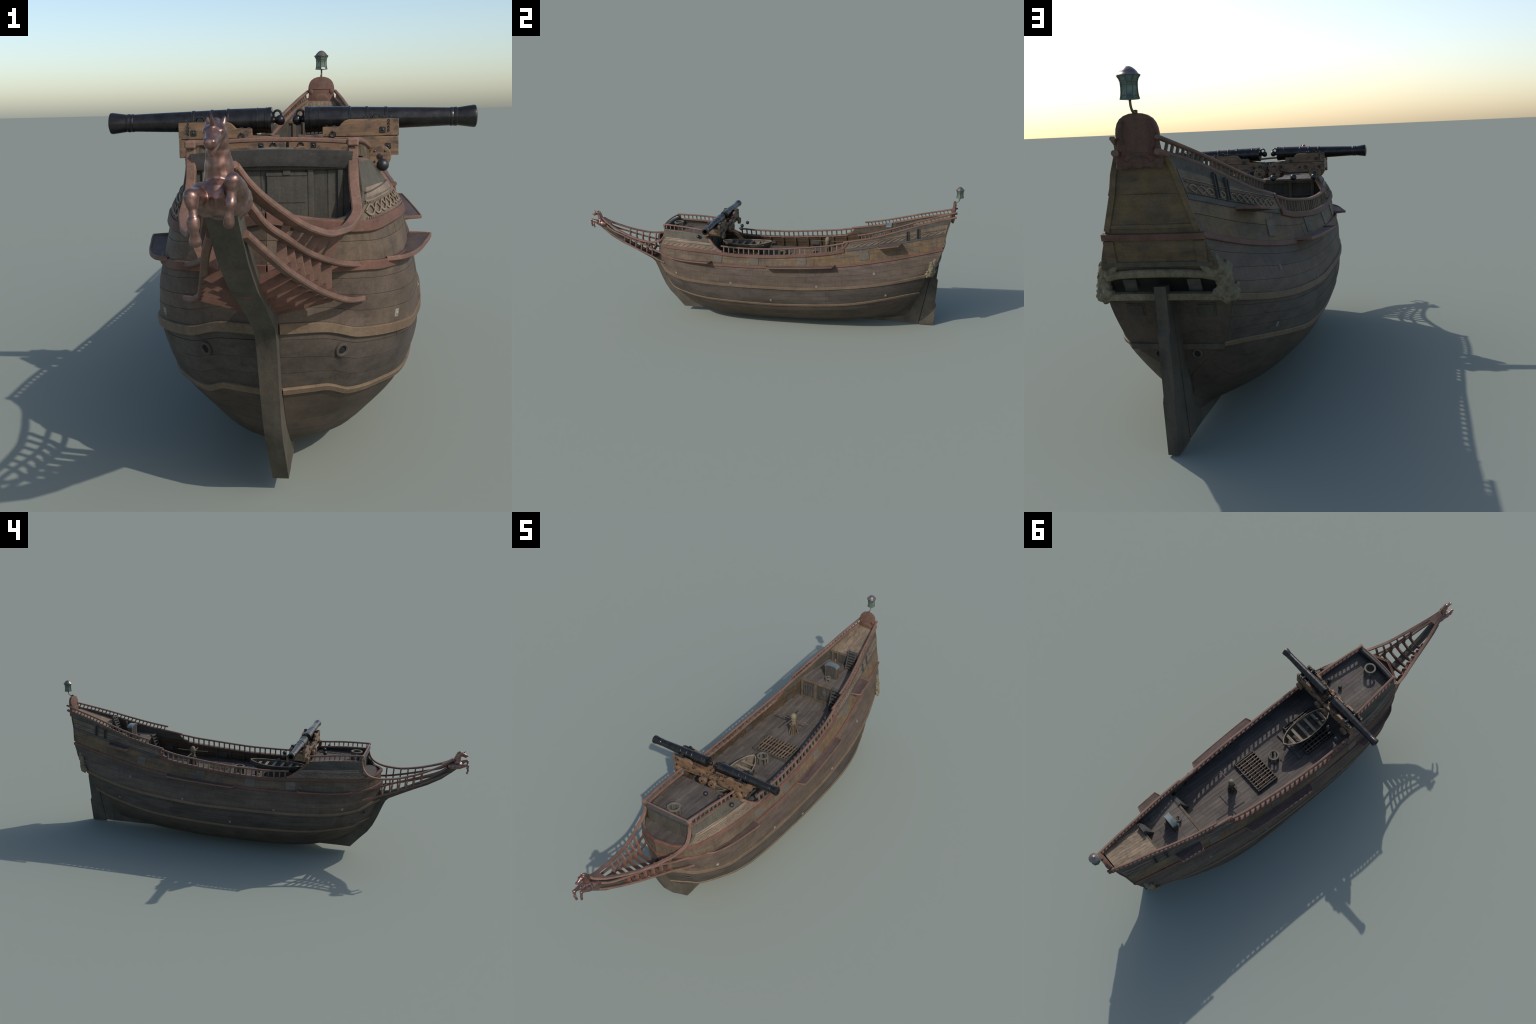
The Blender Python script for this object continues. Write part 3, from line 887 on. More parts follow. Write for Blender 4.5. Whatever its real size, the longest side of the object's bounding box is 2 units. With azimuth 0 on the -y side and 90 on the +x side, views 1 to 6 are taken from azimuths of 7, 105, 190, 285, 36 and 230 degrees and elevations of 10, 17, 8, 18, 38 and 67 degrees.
# --- ladders
def ladder(x0, x1, ya, za, yb, zb, steps, parent):
    root = empty('ladder', parent=parent)
    a = V3((0, ya, za)); b = V3((0, yb, zb)); d = (b-a)
    for x in (x0, x1):
        g = Geo()
        g.prism([(ya-.012, za), (ya+.006, za), (yb+.006, zb), (yb-.004, zb+.001)], 0, x-.0022, x+.0022)
        g.obj('stringer', M['ladder'], root)
    for k in range(steps):
        p = a + d*((k+.7)/steps)
        g = Geo(); g.box(((x0+x1)/2, p.y-.002, p.z), (x1-x0-.004, .016, .0032), bev=.0006)
        g.obj('tread', M['ladder'], root)
ladder(.053, .094, .530, .362, .5585, .465, 7, aft)
ladder(.0215, .0595, .728, .467, .752, .550, 7, aft)

# --- channels (chain-wale shelves), plates and port lids on the hull side
def shelf(ya, yb, out_a, out_b, zf, cut_a, cut_b, level):
    """board sticking out of the hull side; out at both ends, corners cut"""
    ysx = np.r_[np.linspace(ya, ya+cut_a, 7)[:-1], np.linspace(ya+cut_a, yb-cut_b, 16), np.linspace(yb-cut_b, yb, 7)[1:]]; fx = LV_f[level][0] if level != 'F' else xD
    top, edge = [], []
    for y in ysx:
        t = (y-ya)/(yb-ya)
        o = out_a(y) - float(fx(y)) if callable(out_a) else out_a + (out_b-out_a)*t
        k = min(1, (y-ya)/cut_a)**.6 * min(1, (yb-y)/cut_b)**.6
        top.append((float(fx(y))-.003, float(fx(y)) + .002 + o*k, y, zf(y)))
    vs = []
    for xi, xo, y, z in top: vs += [(xi, y, z+.0020), (xo, y, z+.0058), (xo, y, z+.0012), (xi, y, z-.0030)]
    n = len(top)
    fs = [[0,1,2,3], [4*n-1,4*n-2,4*n-3,4*n-4]]
    for i in range(n-1):
        for k in range(4): fs.append([i*4+k, (i+1)*4+k, (i+1)*4+(k+1) % 4, i*4+(k+1) % 4])
    both('channel_board', vs, fs, M['shelf'], hull_root, 40)
    g = Geo()
    g.sweep([V3((xo, y, z+.0038)) for xi, xo, y, z in top], rect(.0040, .0066, .001), wref=V3((0, 0, 1)) if False else V3((1, 0, 0)))
    g.mirror(); g.obj('channel_edge', M['rail'], hull_root)
sh1 = pchip([-.497,-.47,-.45,-.40,-.33,-.28,-.253],[.160,.1740,.1825,.1975,.2125,.2225,.2265])
shelf(-.497, -.253, lambda y: float(sh1(y)), .034, lambda y: .3445 - .004*math.sin(math.pi*(y+.497)/.244), .020, .010, 7)
shelf(.040, .388, .0365, .0365, lambda y: float(zC(y))-.004, .012, .010, 7)
shelf(.592, .708, .046, .049, lambda y: .4405 + (y-.592)*.125, .012, .009, 8)

_us = np.linspace(0, 1, 260); _ws = np.linspace(0, WT[-1], 120); _HG = hull(_us, _ws)
def hull_P(yy, ww):
    """hull surface point at a given y and cross parameter"""
    t = min(max(ww/WT[-1], 0), 1)*119; a = min(int(t), 118); t -= a
    col = _HG[:, a]*(1-t) + _HG[:, a+1]*t
    return V3((float(np.interp(yy, col[:, 1], col[:, 0])), yy, float(np.interp(yy, col[:, 1], col[:, 2]))))
def hull_frame(y, w):
    c = hull_P(y, w)
    ty_ = (hull_P(y+.006, w) - hull_P(y-.006, w)).normalized()
    tz_ = (hull_P(y, min(WT[-1], w+.006)) - hull_P(y, w-.006)).normalized()
    nrm = ty_.cross(tz_).normalized()
    if nrm.x < 0: nrm = -nrm
    tz_ = nrm.cross(ty_).normalized()
    if tz_.z < 0: tz_ = -tz_
    return c, Matrix((ty_, tz_, nrm)).transposed()
c_h, Q_h = min((hull_frame(-.5462, w) for w in np.linspace(WT[3], WT[5], 14)), key=lambda r: abs(r[0].z-.2356))
for sx in (-1, 1):
    for nm, mt in (('hawse_ring', 'lower'), ('hawse_hole', 'dark')):
        g = Geo()
        if nm == 'hawse_ring': torus(g, (0, 0, .0012), .0082, .0026, None, 20, 7)
        else: g.lathe([(-.002, .0078), (.0008, .0078)], Matrix.Rotation(-math.pi/2, 4, 'Y'), 16)
        vs = [Q_h @ V3(v) + c_h for v in g.v]
        make(nm, [(v.x*sx, v.y, v.z) for v in vs], g.f, M[mt], hull_root, 40)

def on_hull(y, level_lo, t, mat, name, sy, sz, proud, parent, cap=0.0):
    """small plate lying on the hull at fraction t between two level lines"""
    w = WT[level_lo] + (WT[level_lo+1]-WT[level_lo])*t
    lo = level_lo
    c, Q = hull_frame(y, w)
    for sx in (1, -1):
        g = Geo(); g.box((0, 0, proud/2-.002), (sy, sz, proud+.004), bev=min(.0006, proud*.3))
        if cap:
            g.lathe([(0, cap), (.0014, cap*.7)], Matrix.Translation((0, 0, proud)) @ Matrix.Rotation(-math.pi/2, 4, 'Y'), 8)
        vs = [Q @ V3(v) + c for v in g.v]
        make(name, [(v.x*sx, v.y, v.z) for v in vs], g.f, mat, parent, 30)
for y, sy in ((-.2185, .046), (-.025, .048), (.220, .044), (.530, .047)):
    on_hull(y, 7, .42, M['lid'], 'port_lid', sy, .038, .0022, hull_root)
for y, lo, t in ((-.458, 5, .25), (-.147, 5, .06), (.300, 5, .07), (.582, 5, .9), (.063, 3, .42), (.640, 3, .35), (-.30, 3, .5)):
    if lo == 3 and y < -.2: continue
    on_hull(y, lo, t, M['plate'], 'deadlight_plate', .0100, .0115, .0014, hull_root, .0026)

# arched stern windows
def arch_window(y, f0, f1, w, tilt):
    for sx in (1, -1):
        a = castle_pt(stE, y, f0, .0012); b = castle_pt(stE, y-.001, f1, .0012)
        t = castle_pt(stE, y+.01, .5, 0) - castle_pt(stE, y-.01, .5, 0); t.z = 0; t.normalize()
        up = (b-a); hh = up.length; up.normalize()
        nrm = t.cross(up).normalized()
        if nrm.x < 0: nrm = -nrm
        def ring(s, o):
            pts = [(-w*s/2, 0), (w*s/2, 0), (w*s/2, hh-w*.5)]
            pts += [(w*s/2*math.cos(q), hh-w*.5 + w*s*.75*math.sin(q)) for q in np.linspace(.25, math.pi-.25, 7)]
            pts += [(-w*s/2, hh-w*.5)]
            return [a + t*p + up*q + nrm*o for p, q in pts]
        o1, i1 = ring(1.0, .0055), ring(.66, .0055); o0 = ring(1.0, -.004); i0 = ring(.66, .0040)
        n = len(o1)
        vs = o0 + o1 + i1 + i0
        fs = []
        for r in range(3):
            for k in range(n): fs.append([r*n+k, r*n+(k+1) % n, (r+1)*n+(k+1) % n, (r+1)*n+k])
        make('stern_window_frame', [(v.x*sx, v.y, v.z) for v in vs], fs, M['strip'], aft, 40)
        make('stern_window_pane', [(v.x*sx, v.y, v.z) for v in i0], [list(range(n))], M['dark'], aft, 40)
arch_window(.737, .03, .74, .0135, 0)
arch_window(.787, .03, .76, .0135, 0)

# ------------------------------------------------------------ beakhead rails and ribs
beak = empty('beakhead', parent=ship)
top_pts = [(.1065,-.5275,.500),(.1065,-.5285,.482),(.107,-.533,.458),(.110,-.546,.434),(.1115,-.562,.4205),(.1055,-.592,.4105),(.098,-.622,.4065),(.0835,-.668,.4080),(.062,-.748,.4235),(.037,-.836,.4535),(.0145,-.906,.487),(.0075,-.925,.5015)]
mid_pts = [(.1175,-.5465,.3508),(.110,-.556,.3515),(.1000,-.580,.3560),(.0870,-.613,.3635),(.0700,-.652,.3755),(.0555,-.711,.393),(.0405,-.807,.423),(.0265,-.873,.447),(.0180,-.902,.466)]
low_pts = [(.119,-.5375,.3025),(.1125,-.5475,.3035),(.1000,-.580,.3095),(.0855,-.614,.3205),(.0695,-.679,.3415),(.0560,-.743,.3645),(.0415,-.809,.3905),(.0260,-.876,.4220),(.0150,-.912,.4420)]
def beak_rail(name, pts, w, h, scale=None):
    p = smooth_path(pts, 48)
    g = Geo(); g.sweep(p, rect(w, h, .0014), wref=V3((1, .15, 0)), scale=scale)
    g.mirror(); return g.obj(name, M['rail'], beak, 40)
beak_rail('beak_top_rail', top_pts, .0135, .0075)
beak_rail('beak_middle_rail', mid_pts, .0085, .0075)
beak_rail('beak_lower_rail', low_pts, .0085, .0075)
# corner block where the strip meets the rail
g = Geo(); g.box((.1065, -.530, .507), (.0150, .013, .0105), bev=.002); g.mirror(); g.obj('corner_block', M['rail'], beak)
# joined tongue in front of the rails
g = Geo()
p = smooth_path([(0,-.880,.4745),(0,-.900,.4845),(0,-.918,.4965),(0,-.928,.5040)], 10)
g.sweep(p, rect(.028, .0075, .0015), wref=V3((1, 0, 0)), scale=lambda t: (1.15 - .25*t, 1.0))
g.obj('beak_tongue', M['rail'], beak, 40)
def at_y(pts, y):
    q = np.array(sorted(pts[3:], key=lambda r: r[1])); 
    return V3((np.interp(y, q[:, 1], q[:, 0]), y, np.interp(y, q[:, 1], q[:, 2])))
for i, y in enumerate((-.622, -.656, -.690, -.724, -.758, -.792)):
    rib = empty('beak_rib', parent=beak)
    T, Md, L = at_y(top_pts, y), at_y(mid_pts, y), at_y(low_pts, y)
    for sx in (1, -1):
        g = Geo()
        pl = [T + V3((-.001, 0, 0)), Md + V3((-.002, 0, 0)), L + V3((-.002, 0, 0))]
        pl = [V3((p.x*sx, p.y, p.z)) for p in pl]
        wd = .0120 - .0006*i
        vs = []
        for p in pl:
            for dx in (0, -wd*sx*(1.0 if p is not pl[2] else 1.45)):
                for dy in (-.0029, .0029): vs.append((p.x+dx, p.y+dy, p.z))
        fs = []
        for r in range(2):
            o = r*4
            for a, b in ((0, 1), (1, 3), (3, 2), (2, 0)): fs.append([o+a, o+b, o+4+b, o+4+a])
        fs += [[0, 1, 3, 2], [8, 10, 11, 9]]
        g.add(vs, fs); g.obj('rib_post', M['rail'], rib)
    # floor timber: a hollow-topped plank from side to side over the stem
    g = Geo()
    m = 13; vs = []
    for s in np.linspace(-1, 1, m):
        x = s*(L.x + .001)
        zt = L.z + .012 - .015*(1-abs(s)**1.5)
        zb = L.z - .005 - .022*(1-abs(s))
        for dy in (-.0033, .0033): vs += [(x, y+dy, zt), (x, y+dy, zb)]
    fs = []
    for k in range(m-1):
        a, b = 4*k, 4*k+4
        fs += [[a, b, b+1, a+1], [a+2, a+3, b+3, b+2], [a, a+2, b+2, b], [a+1, b+1, b+3, a+3]]
    fs += [[0, 1, 3, 2], [4*m-4, 4*m-2, 4*m-1, 4*m-3]]
    g.add(vs, fs); g.obj('rib_floor', M['red'], rib)

# ------------------------------------------------------------------ sternboard, carving, lantern
def remesh_blob(name, geo, voxel, mat, parent, disp=0.0, dscale=60, smooth=3, seed=0.0):
    me = bpy.data.meshes.new(name); me.from_pydata(geo.v, [], geo.f)
    ob = bpy.data.objects.new(name, me)
    lay = bpy.context.view_layer.layer_collection.children['build']
    lay.exclude = True            # evaluate the blob alone
    bpy.context.scene.collection.objects.link(ob)
    r = ob.modifiers.new('r', 'REMESH'); r.mode = 'VOXEL'; r.voxel_size = voxel
    if smooth:
        s = ob.modifiers.new('s', 'SMOOTH'); s.iterations = smooth; s.factor = .5
    dg = bpy.context.evaluated_depsgraph_get()
    m2 = bpy.data.meshes.new_from_object(ob.evaluated_get(dg))
    bpy.data.objects.remove(ob); bpy.data.meshes.remove(me); lay.exclude = False
    m2.name = name
    if disp:
        n = len(m2.vertices); co = np.zeros(3*n); nr = np.zeros(3*n)
        m2.vertices.foreach_get('co', co); m2.vertices.foreach_get('normal', nr)
        co = co.reshape(-1, 3); nr = nr.reshape(-1, 3)
        k = np.array([noise.noise(V3(p)*dscale + V3((seed, 0, 0))) for p in co])
        m2.vertices.foreach_set('co', (co + nr*k[:, None]*disp).ravel()); m2.update()
    m2.materials.clear(); m2.materials.append(mat)
    for p in m2.polygons: p.use_smooth = True
    if parent is None: return m2
    ob = bpy.data.objects.new(name, m2); COL.objects.link(ob); ob.parent = parent
    return ob
def capsule(g, a, b, ra, rb, n=10):
    """tapered rod with round ends"""
    a, b = V3(a), V3(b); d = (b-a); L = d.length
    Q = Matrix.Translation(a) @ d.to_track_quat('X', 'Z').to_matrix().to_4x4()
    prof = [(-ra*math.cos(q), ra*math.sin(q)) for q in np.linspace(.15, math.pi/2, 4)]
    prof += [(L + rb*math.sin(q), rb*math.cos(q)) for q in np.linspace(0, math.pi/2-.15, 4)]
    g.lathe(prof, Q, n)

board = [(.0420,.562),(.0420,.574),(.0385,.586),(.0368,.598),(.0385,.613),(.0372,.6225),(.0340,.6315),(.0290,.6385),(.0210,.6440),(.0110,.6472),(0,.6482)]
outline = board + [(-x, z) for x, z in board[:-1][::-1]]
g = Geo()
n = len(outline)
lean = lambda z: .9405 + (z-.57)*.10
vs = [(x, lean(z), z) for x, z in outline] + [(x*.94, lean(z)-.0016, z - .001) for x, z in outline] + [(x, lean(z)+.010, z) for x, z in outline]
vs = [(x, lean(z)+.0015, z) for x, z in outline] + [(x*.95, lean(z), .60+(z-.60)*.96) for x, z in outline] + [(x, lean(z)+.0115, z) for x, z in outline] + [(x*.95, lean(z)+.013, .60+(z-.60)*.96) for x, z in outline]
fs = [[n+k for k in range(n)][::-1], [3*n+k for k in range(n)]]
for k in range(n):
    k2 = (k+1) % n
    fs += [[k, k2, n+k2, n+k], [k, k2, 2*n+k2, 2*n+k], [2*n+k, 2*n+k2, 3*n+k2, 3*n+k]]
g.add(vs, fs)
sb = g.obj('sternboard', M['red'], aft, 40)
# relief: side volutes, a bottom scroll row, and a moulding line in front
g = Geo()
for sx in (1, -1):
    arm = [(.0235,.6340,.0060),(.0285,.6220,.0075),(.0300,.6080,.0078),(.0280,.5960,.0075),(.0235,.5860,.0068),(.0280,.5780,.0070)]
    for (xa, za, ra), (xb, zb_, rb) in zip(arm, arm[1:]):
        capsule(g, (xa*sx, lean(za)+.0105, za), (xb*sx, lean(zb_)+.0105, zb_), ra*.8, rb*.8, 10)
    for x, z, r in ((.034,.566,.0090),(.025,.560,.0080),(.036,.557,.0075)):
        ball(g, (x*sx, lean(z)+.0110, z), r, (1, .7, 1))
for x, z, r in ((0,.568,.0095),(.012,.568,.007),(-.012,.568,.007),(0,.560,.0085),(.014,.561,.007),(-.014,.561,.007)):
    ball(g, (x, lean(z)+.0110, z), r, (1.2, .75, .9))
g.box((0, lean(.574)+.011, .5785), (.040, .008, .005)); g.box((0, lean(.560)+.006, .561), (.080, .010, .012))
remesh_blob('sternboard_scroll', g, .0013, M['red'], sb, .0004, 150, 3)
g = Geo()
g.box((0, lean(.613)-.0003, .6125), (.072, .003, .0025), bev=.0008)
ball(g, (0, lean(.585)-.0005, .585), .022, (1, .12, .62)); ball(g, (.030, lean(.605), .604), .007, (1, .4, 1.2)); ball(g, (-.030, lean(.605), .604), .007, (1, .4, 1.2))
g.obj('sternboard_moulding', M['red'], sb, 60)
g = Geo(); g.box((0, lean(.65)+.006, .6505), (.0055, .009, .006), bev=.001); g.obj('lantern_foot', M['red'], sb)

lan = empty('stern_lantern', parent=aft)
ly = .9782
g = Geo()
p = smooth_path([(0,.951,.6495),(0,.958,.6482),(0,.966,.6495),(0,.973,.6545),(0,ly-.001,.6620),(0,ly,.6700)], 16)
g.sweep(p, disc(.0024, 8), wref=V3((1, 0, 0))); g.obj('lantern_arm', M['lampfr'], lan, 180)
g = Geo()
up = Matrix.Translation((0, ly, 0)) @ Matrix.Rotation(-math.pi/2, 4, 'Y')
g.lathe([(.6690,.004),(.6700,.0170),(.6712,.0172),(.675,.0156),(.6815,.0146),(.690,.0143),(.699,.0148),(.705,.0168),(.7095,.0202)], up, 8)
g.obj('lantern_body', M['lampgl'], lan, 20)
g = Geo()
for k in range(8):
    t = 2*math.pi*k/8
    pr = [(.6705,.0174),(.675,.0160),(.6815,.0150),(.690,.0147),(.699,.0152),(.705,.0172),(.7095,.0206)]
    g.sweep([V3((r*math.cos(t), ly + r*math.sin(t), z)) for z, r in pr], disc(.0011, 6), wref=V3((math.cos(t), math.sin(t), 0)))
for z, r in ((.6715,.0172),(.6770,.0157),(.6955,.0150),(.7000,.0155)):
    g.lathe([(z-.0010, r), (z-.0006, r+.0008), (z+.0006, r+.0008), (z+.0010, r)], up, 8, cap=False)
g.obj('lantern_frame', M['lampfr'], lan, 20)
g = Geo()
g.lathe([(.7090,.0195),(.7100,.0208),(.7112,.0203),(.7130,.0168),(.7165,.0148),(.7200,.0115),(.7235,.0070),(.7250,.0035),(.7254,.0008)], up, 16)
g.obj('lantern_cap', M['lampcap'], lan, 50)

# carved gallery on the transom
gal = empty('stern_gallery', parent=aft)
g = Geo()
p = smooth_path([(-.116,.862,.343),(-.104,.872,.3485),(-.080,.882,.3550),(-.045,.889,.3580),(0,.891,.3590),(.045,.889,.3580),(.080,.882,.3550),(.104,.872,.3485),(.116,.862,.343)], 40)
g.sweep(p, rect(.0155, .012, .0035), wref=V3((0, .3, 1))); g.obj('gallery_arch', M['carve'], gal, 60)
g = Geo()
p = smooth_path([(-.122,.853,.310),(-.09,.866,.3125),(-.04,.871,.3140),(.04,.871,.3140),(.09,.866,.3125),(.122,.853,.310)], 40)
g.sweep(p, [(-.007,-.008),(-.007,.004),(-.003,.006),(0,.004),(.003,.006),(.006,.004),(.006,-.008)], wref=V3((0, .2, 1)))
g.obj('gallery_sill', M['carve'], gal, 40)
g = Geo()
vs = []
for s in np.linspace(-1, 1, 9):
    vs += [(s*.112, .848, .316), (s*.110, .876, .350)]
g.add(vs, [[2*k, 2*k+1, 2*k+3, 2*k+2] for k in range(8)]); g.obj('gallery_recess', M['dark'], gal)  # sloping black panel, the cavity's shadow modelled as a surface
g = Geo()
for sx in (-1, 1): g.box((.062*sx, .868, .334), (.026, .006, .028), Matrix.Rotation(-.5, 3, 'X'), bev=.001)
g.obj('gallery_window', M['coam'], gal)
for sx in (1, -1):
    g = Geo(); rng = random.Random(5)
    for x, y, z, r in ((.110,.864,.362,.013),(.118,.858,.350,.012),(.122,.854,.335,.011),(.124,.850,.320,.0125),(.128,.846,.310,.011),(.118,.856,.306,.010),(.100,.874,.357,.010)):
        ball(g, (x*sx, y, z), r*1.18, (.95, 1, 1))
    for a, b, ra, rb in (((.108,.866,.362),(.103,.874,.383),.016,.0085),((.096,.876,.357),(.084,.884,.372),.011,.007),((.118,.858,.350),(.121,.857,.372),.011,.006),((.120,.856,.352),(.126,.852,.366),.009,.005),
                         ((.126,.846,.318),(.136,.840,.328),.010,.006),((.126,.846,.308),(.137,.838,.303),.009,.006),((.120,.852,.318),(.122,.862,.330),.006,.003),((.130,.842,.318),(.134,.832,.312),.010,.006), ((.112,.866,.350),(.110,.864,.318),.010,.010), ((.104,.868,.318),(.120,.858,.312),.009,.010)):
        capsule(g, (a[0]*sx, a[1], a[2]), (b[0]*sx, b[1], b[2]), ra, rb)
    remesh_blob('carved_scroll', g, .0013, M['carve'], gal, .0026, 150, 1, sx*3.0)

# ------------------------------------------------------------------ deck furniture
def ring_stand(name, y, zd, ztop, R, legs, parent, r=.0042):
    root = empty(name, parent=parent)
    g = Geo()
    g.lathe([(ztop-.006, R-r), (ztop-.006, R+r), (ztop-.001, R+r), (ztop, R+r-.001), (ztop, R-r+.001), (ztop-.001, R-r), (ztop-.006, R-r)],
            Matrix.Translation((0, y, 0)) @ Matrix.Rotation(-math.pi/2, 4, 'Y'), 28, cap=False)
    g.obj('pin_ring', M['barrel'], root, 40)
    for k in range(legs):
        t = 2*math.pi*(k+.5)/legs
        g = Geo(); c, s = math.cos(t), math.sin(t)
        g.box((R*.98*c, y + R*.98*s, (zd+ztop-.005)/2), (r*1.9, r*1.9, ztop-zd-.005), Matrix.Rotation(t, 3, 'Z'), bev=.0008)
        g.obj('ring_leg', M['barrel'], root)
    return root
ring_stand('bitt_ring', -.487, fc_z(-.487), .4990, .0225, 6, fore)
ring_stand('bitt_ring', .0815, main_z(.0815), .3700, .0215, 6, ship)
ring_stand('bitt_ring', .6045, qd_z(.6045), .4790, .0118, 5, aft, .0026)

cap = empty('capstan', parent=ship)
cy, cz = .3203, main_z(.3203)
upc = Matrix.Translation((0, cy, 0)) @ Matrix.Rotation(-math.pi/2, 4, 'Y')
g = Geo()
g.lathe([(cz-.002,.0115),(cz+.03,.0100),(cz+.042,.0090),(cz+.048,.0125),(cz+.055,.0128),(cz+.062,.0125),(cz+.066,.0105),(cz+.071,.0118),(cz+.078,.0118),(cz+.081,.0100)], upc, 18)
g.obj('capstan_barrel', M['caps'], cap, 40)
g = Geo()
g.lathe([(cz+.080,.0108),(cz+.083,.0126),(cz+.091,.0130),(cz+.098,.0114),(cz+.1035,.0080),(cz+.1062,.0030),(cz+.1066,.0006)], upc, 18)
g.obj('capstan_head', M['capstop'], cap, 50)
for k in range(6):
    t = 2*math.pi*(k+.5)/6
    d = V3((math.cos(t), math.sin(t), 0))
    g = Geo()
    g.sweep([V3((0, cy, cz)) + d*.0200, V3((0, cy, cz+.034)) + d*.0125, V3((0, cy, cz+.044)) + d*.0145, V3((0, cy, cz+.054)) + d*.0165], rect(.0048, .0058, .001), wref=V3((-d.y, d.x, 0)))
    g.obj('whelp', M['caps'], cap, 40)
for d, z in ((V3((1, 0, 0)), .4125), (V3((0, 1, 0)), .4225)):
    for s in (1, -1):
        g = Geo(); a = V3((0, cy, z)) + d*s*.008; b = V3((0, cy, z+.002)) + d*s*.0775
        g.sweep([a, b], rect(.0030, .0030), wref=V3((0, 0, 1))); g.obj('capstan_bar', M['caps'], cap)

def grating(y0, y1, hx, zd, h, nlong, ncross, parent):
    root = empty('hatch_grating', parent=parent)
    g = Geo(); t = .006
    zm = zd + h/2
    g.box((0, y0+t/2, zm), (2*hx, t, h), bev=.001); g.box((0, y1-t/2, zm), (2*hx, t, h), bev=.001)
    for sx in (1, -1): g.box((sx*(hx-t/2), (y0+y1)/2, zm), (t, y1-y0-2*t, h), bev=.001)
    g.obj('coaming', M['coam'], root)
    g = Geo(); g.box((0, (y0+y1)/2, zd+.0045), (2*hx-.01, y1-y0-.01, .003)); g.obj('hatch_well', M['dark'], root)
    for k in range(nlong):
        x = -hx + t + (2*hx-2*t)*(k+.5)/nlong
        g = Geo(); g.box((x, (y0+y1)/2, zd+h-.0005), (.0046, y1-y0-.004, .006), bev=.0006); g.obj('grating_slat', M['slat'], root)
    for k in range(ncross):
        y = y0 + t + (y1-y0-2*t)*(k+.5)/ncross
        g = Geo(); g.box((0, y, zd+h-.0058), (2*hx-2*t, .0050, .005), bev=.0006); g.obj('grating_crosspiece', M['barrel'], root)
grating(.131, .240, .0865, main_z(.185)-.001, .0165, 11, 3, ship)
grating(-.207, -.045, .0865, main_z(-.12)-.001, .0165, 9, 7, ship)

# companion hatch with curved metal roof
cb = empty('companion', parent=aft)
cy0, cy1, cx = .6255, .6490, .0315
zb = qd_z(.637)
g = Geo()
for sx in (1, -1): g.box((sx*(cx-.003), (cy0+cy1)/2, (zb+.519)/2), (.006, cy1-cy0-.002, .519-zb), bev=.0008)
g.box((0, cy1-.003, (zb+.519)/2), (2*cx-.012, .004, .519-zb))
g.obj('companion_frame', M['oak'], cb)
for k in range(5):
    g = Geo(); g.box((-.0205+.01025*k, cy0+.003, (zb+.5205)/2 + .0008*(2-abs(k-2))), (.0085, .005, .5205-zb+.0016*(2-abs(k-2))), bev=.0012); g.obj('companion_door_board', M['ladder'], cb)
def arc_pts(rx, h, z0, n=16): return [(rx*math.cos(t), z0 + h*math.sin(t)) for t in np.linspace(math.pi, 0, n)]
o = [(-cx-.0015, .5165)] + arc_pts(cx+.0015, .0125, .519) + [(cx+.0015, .5165)]; i_ = arc_pts(cx-.0025, .0095, .5165)
g = Geo(); g.prism(o + i_[::-1], 1, cy0-.0015, cy1+.0015); g.obj('companion_roof', M['roof'], cb, 40)
g = Geo(); g.prism(arc_pts(cx-.003, .0092, .5165), 1, cy0+.004, cy1-.001); g.obj('companion_gable', M['ladder'], cb, 40)
g = Geo()
g.lathe([(qd_z(.667),.0024),(qd_z(.667)+.06,.0022),(.5345,.0026),(.5370,.0034),(.5405,.0030),(.5425,.0012)], Matrix.Translation((0, .666, 0)) @ Matrix.Rotation(-math.pi/2, 4, 'Y'), 10)
g.obj('whipstaff', M['slat'], aft, 50)

# ------------------------------------------------------------------ rowing boat
boat = empty('rowing_boat', (0, -.111, .3625))
boat['label'] = 'small clinker rowing boat with pale wooden thwarts'
boat['category'] = 'rowing boat'
BL = .134
def boat_pt(s, q, off=0.0):
    """s -1 bow .. 1 stern (pointed), q 0 keel .. 1 gunwale"""
    hb = .0470*max(0, 1-abs(s)**2.6)**.75 * (1 if s > 0 else .97)
    zg = .0375 + .009*s*s*(1 if s > 0 else .35)
    z0 = .002 + .010*abs(s)**5
    x = hb*math.sin(math.pi/2*min(1, q*1.02))**.62 if q > 0 else 0
    return V3((max(0, x-off), s*BL*(1-.12*(1-q)*abs(s)**3), z0 + off*.8 + (zg-z0-off*.8)*q**1.35))
for nm, off, mt in (('boat_shell', 0.0, 'boatd'), ('boat_lining', .0028, 'boatin')):
    vs, fs = [], []
    S = np.linspace(-.998, .998, 36); Q = np.linspace(0, 1, 11)
    for s in S:
        row = [boat_pt(s, q, off) for q in Q]
        if nm == 'boat_shell':
            row = [p + V3((.0010*(k % 2), 0, 0)) if 0 < k < 10 else p for k, p in enumerate(row)]
        full = [V3((-p.x, p.y, p.z)) for p in row[:0:-1]] + row
        vs += full
    m = len(vs)//len(S)
    for a in range(len(S)-1):
        for b in range(m-1): fs.append([a*m+b, a*m+b+1, (a+1)*m+b+1, (a+1)*m+b])
    make(nm, vs, fs, M[mt], boat, 30)
for sx in (1, -1):
    g = Geo(); g.sweep([V3((boat_pt(s, 1).x*sx, boat_pt(s, 1).y, boat_pt(s, 1).z)) for s in np.linspace(-1, 1, 44)], rect(.0048, .0040, .001), wref=V3((1, 0, 0)) if True else None)
    g.obj('boat_gunwale', M['boat'], boat, 40)
g = Geo(); g.box((0, .1335, .0385), (.005, .005, .018), bev=.001); g.box((0, -.1325, .034), (.005, .006, .020), bev=.001); g.obj('boat_stem_post', M['boat'], boat)
for y in (-.0915, -.0610, -.0210, .0190, .0560, .0915):
    s = y/BL; w = boat_pt(s, .85).x
    g = Geo(); g.box((0, y, .0310), (2*w, .0130, .0028), bev=.0005); g.obj('thwart', M['thwart'], boat)
g = Geo()
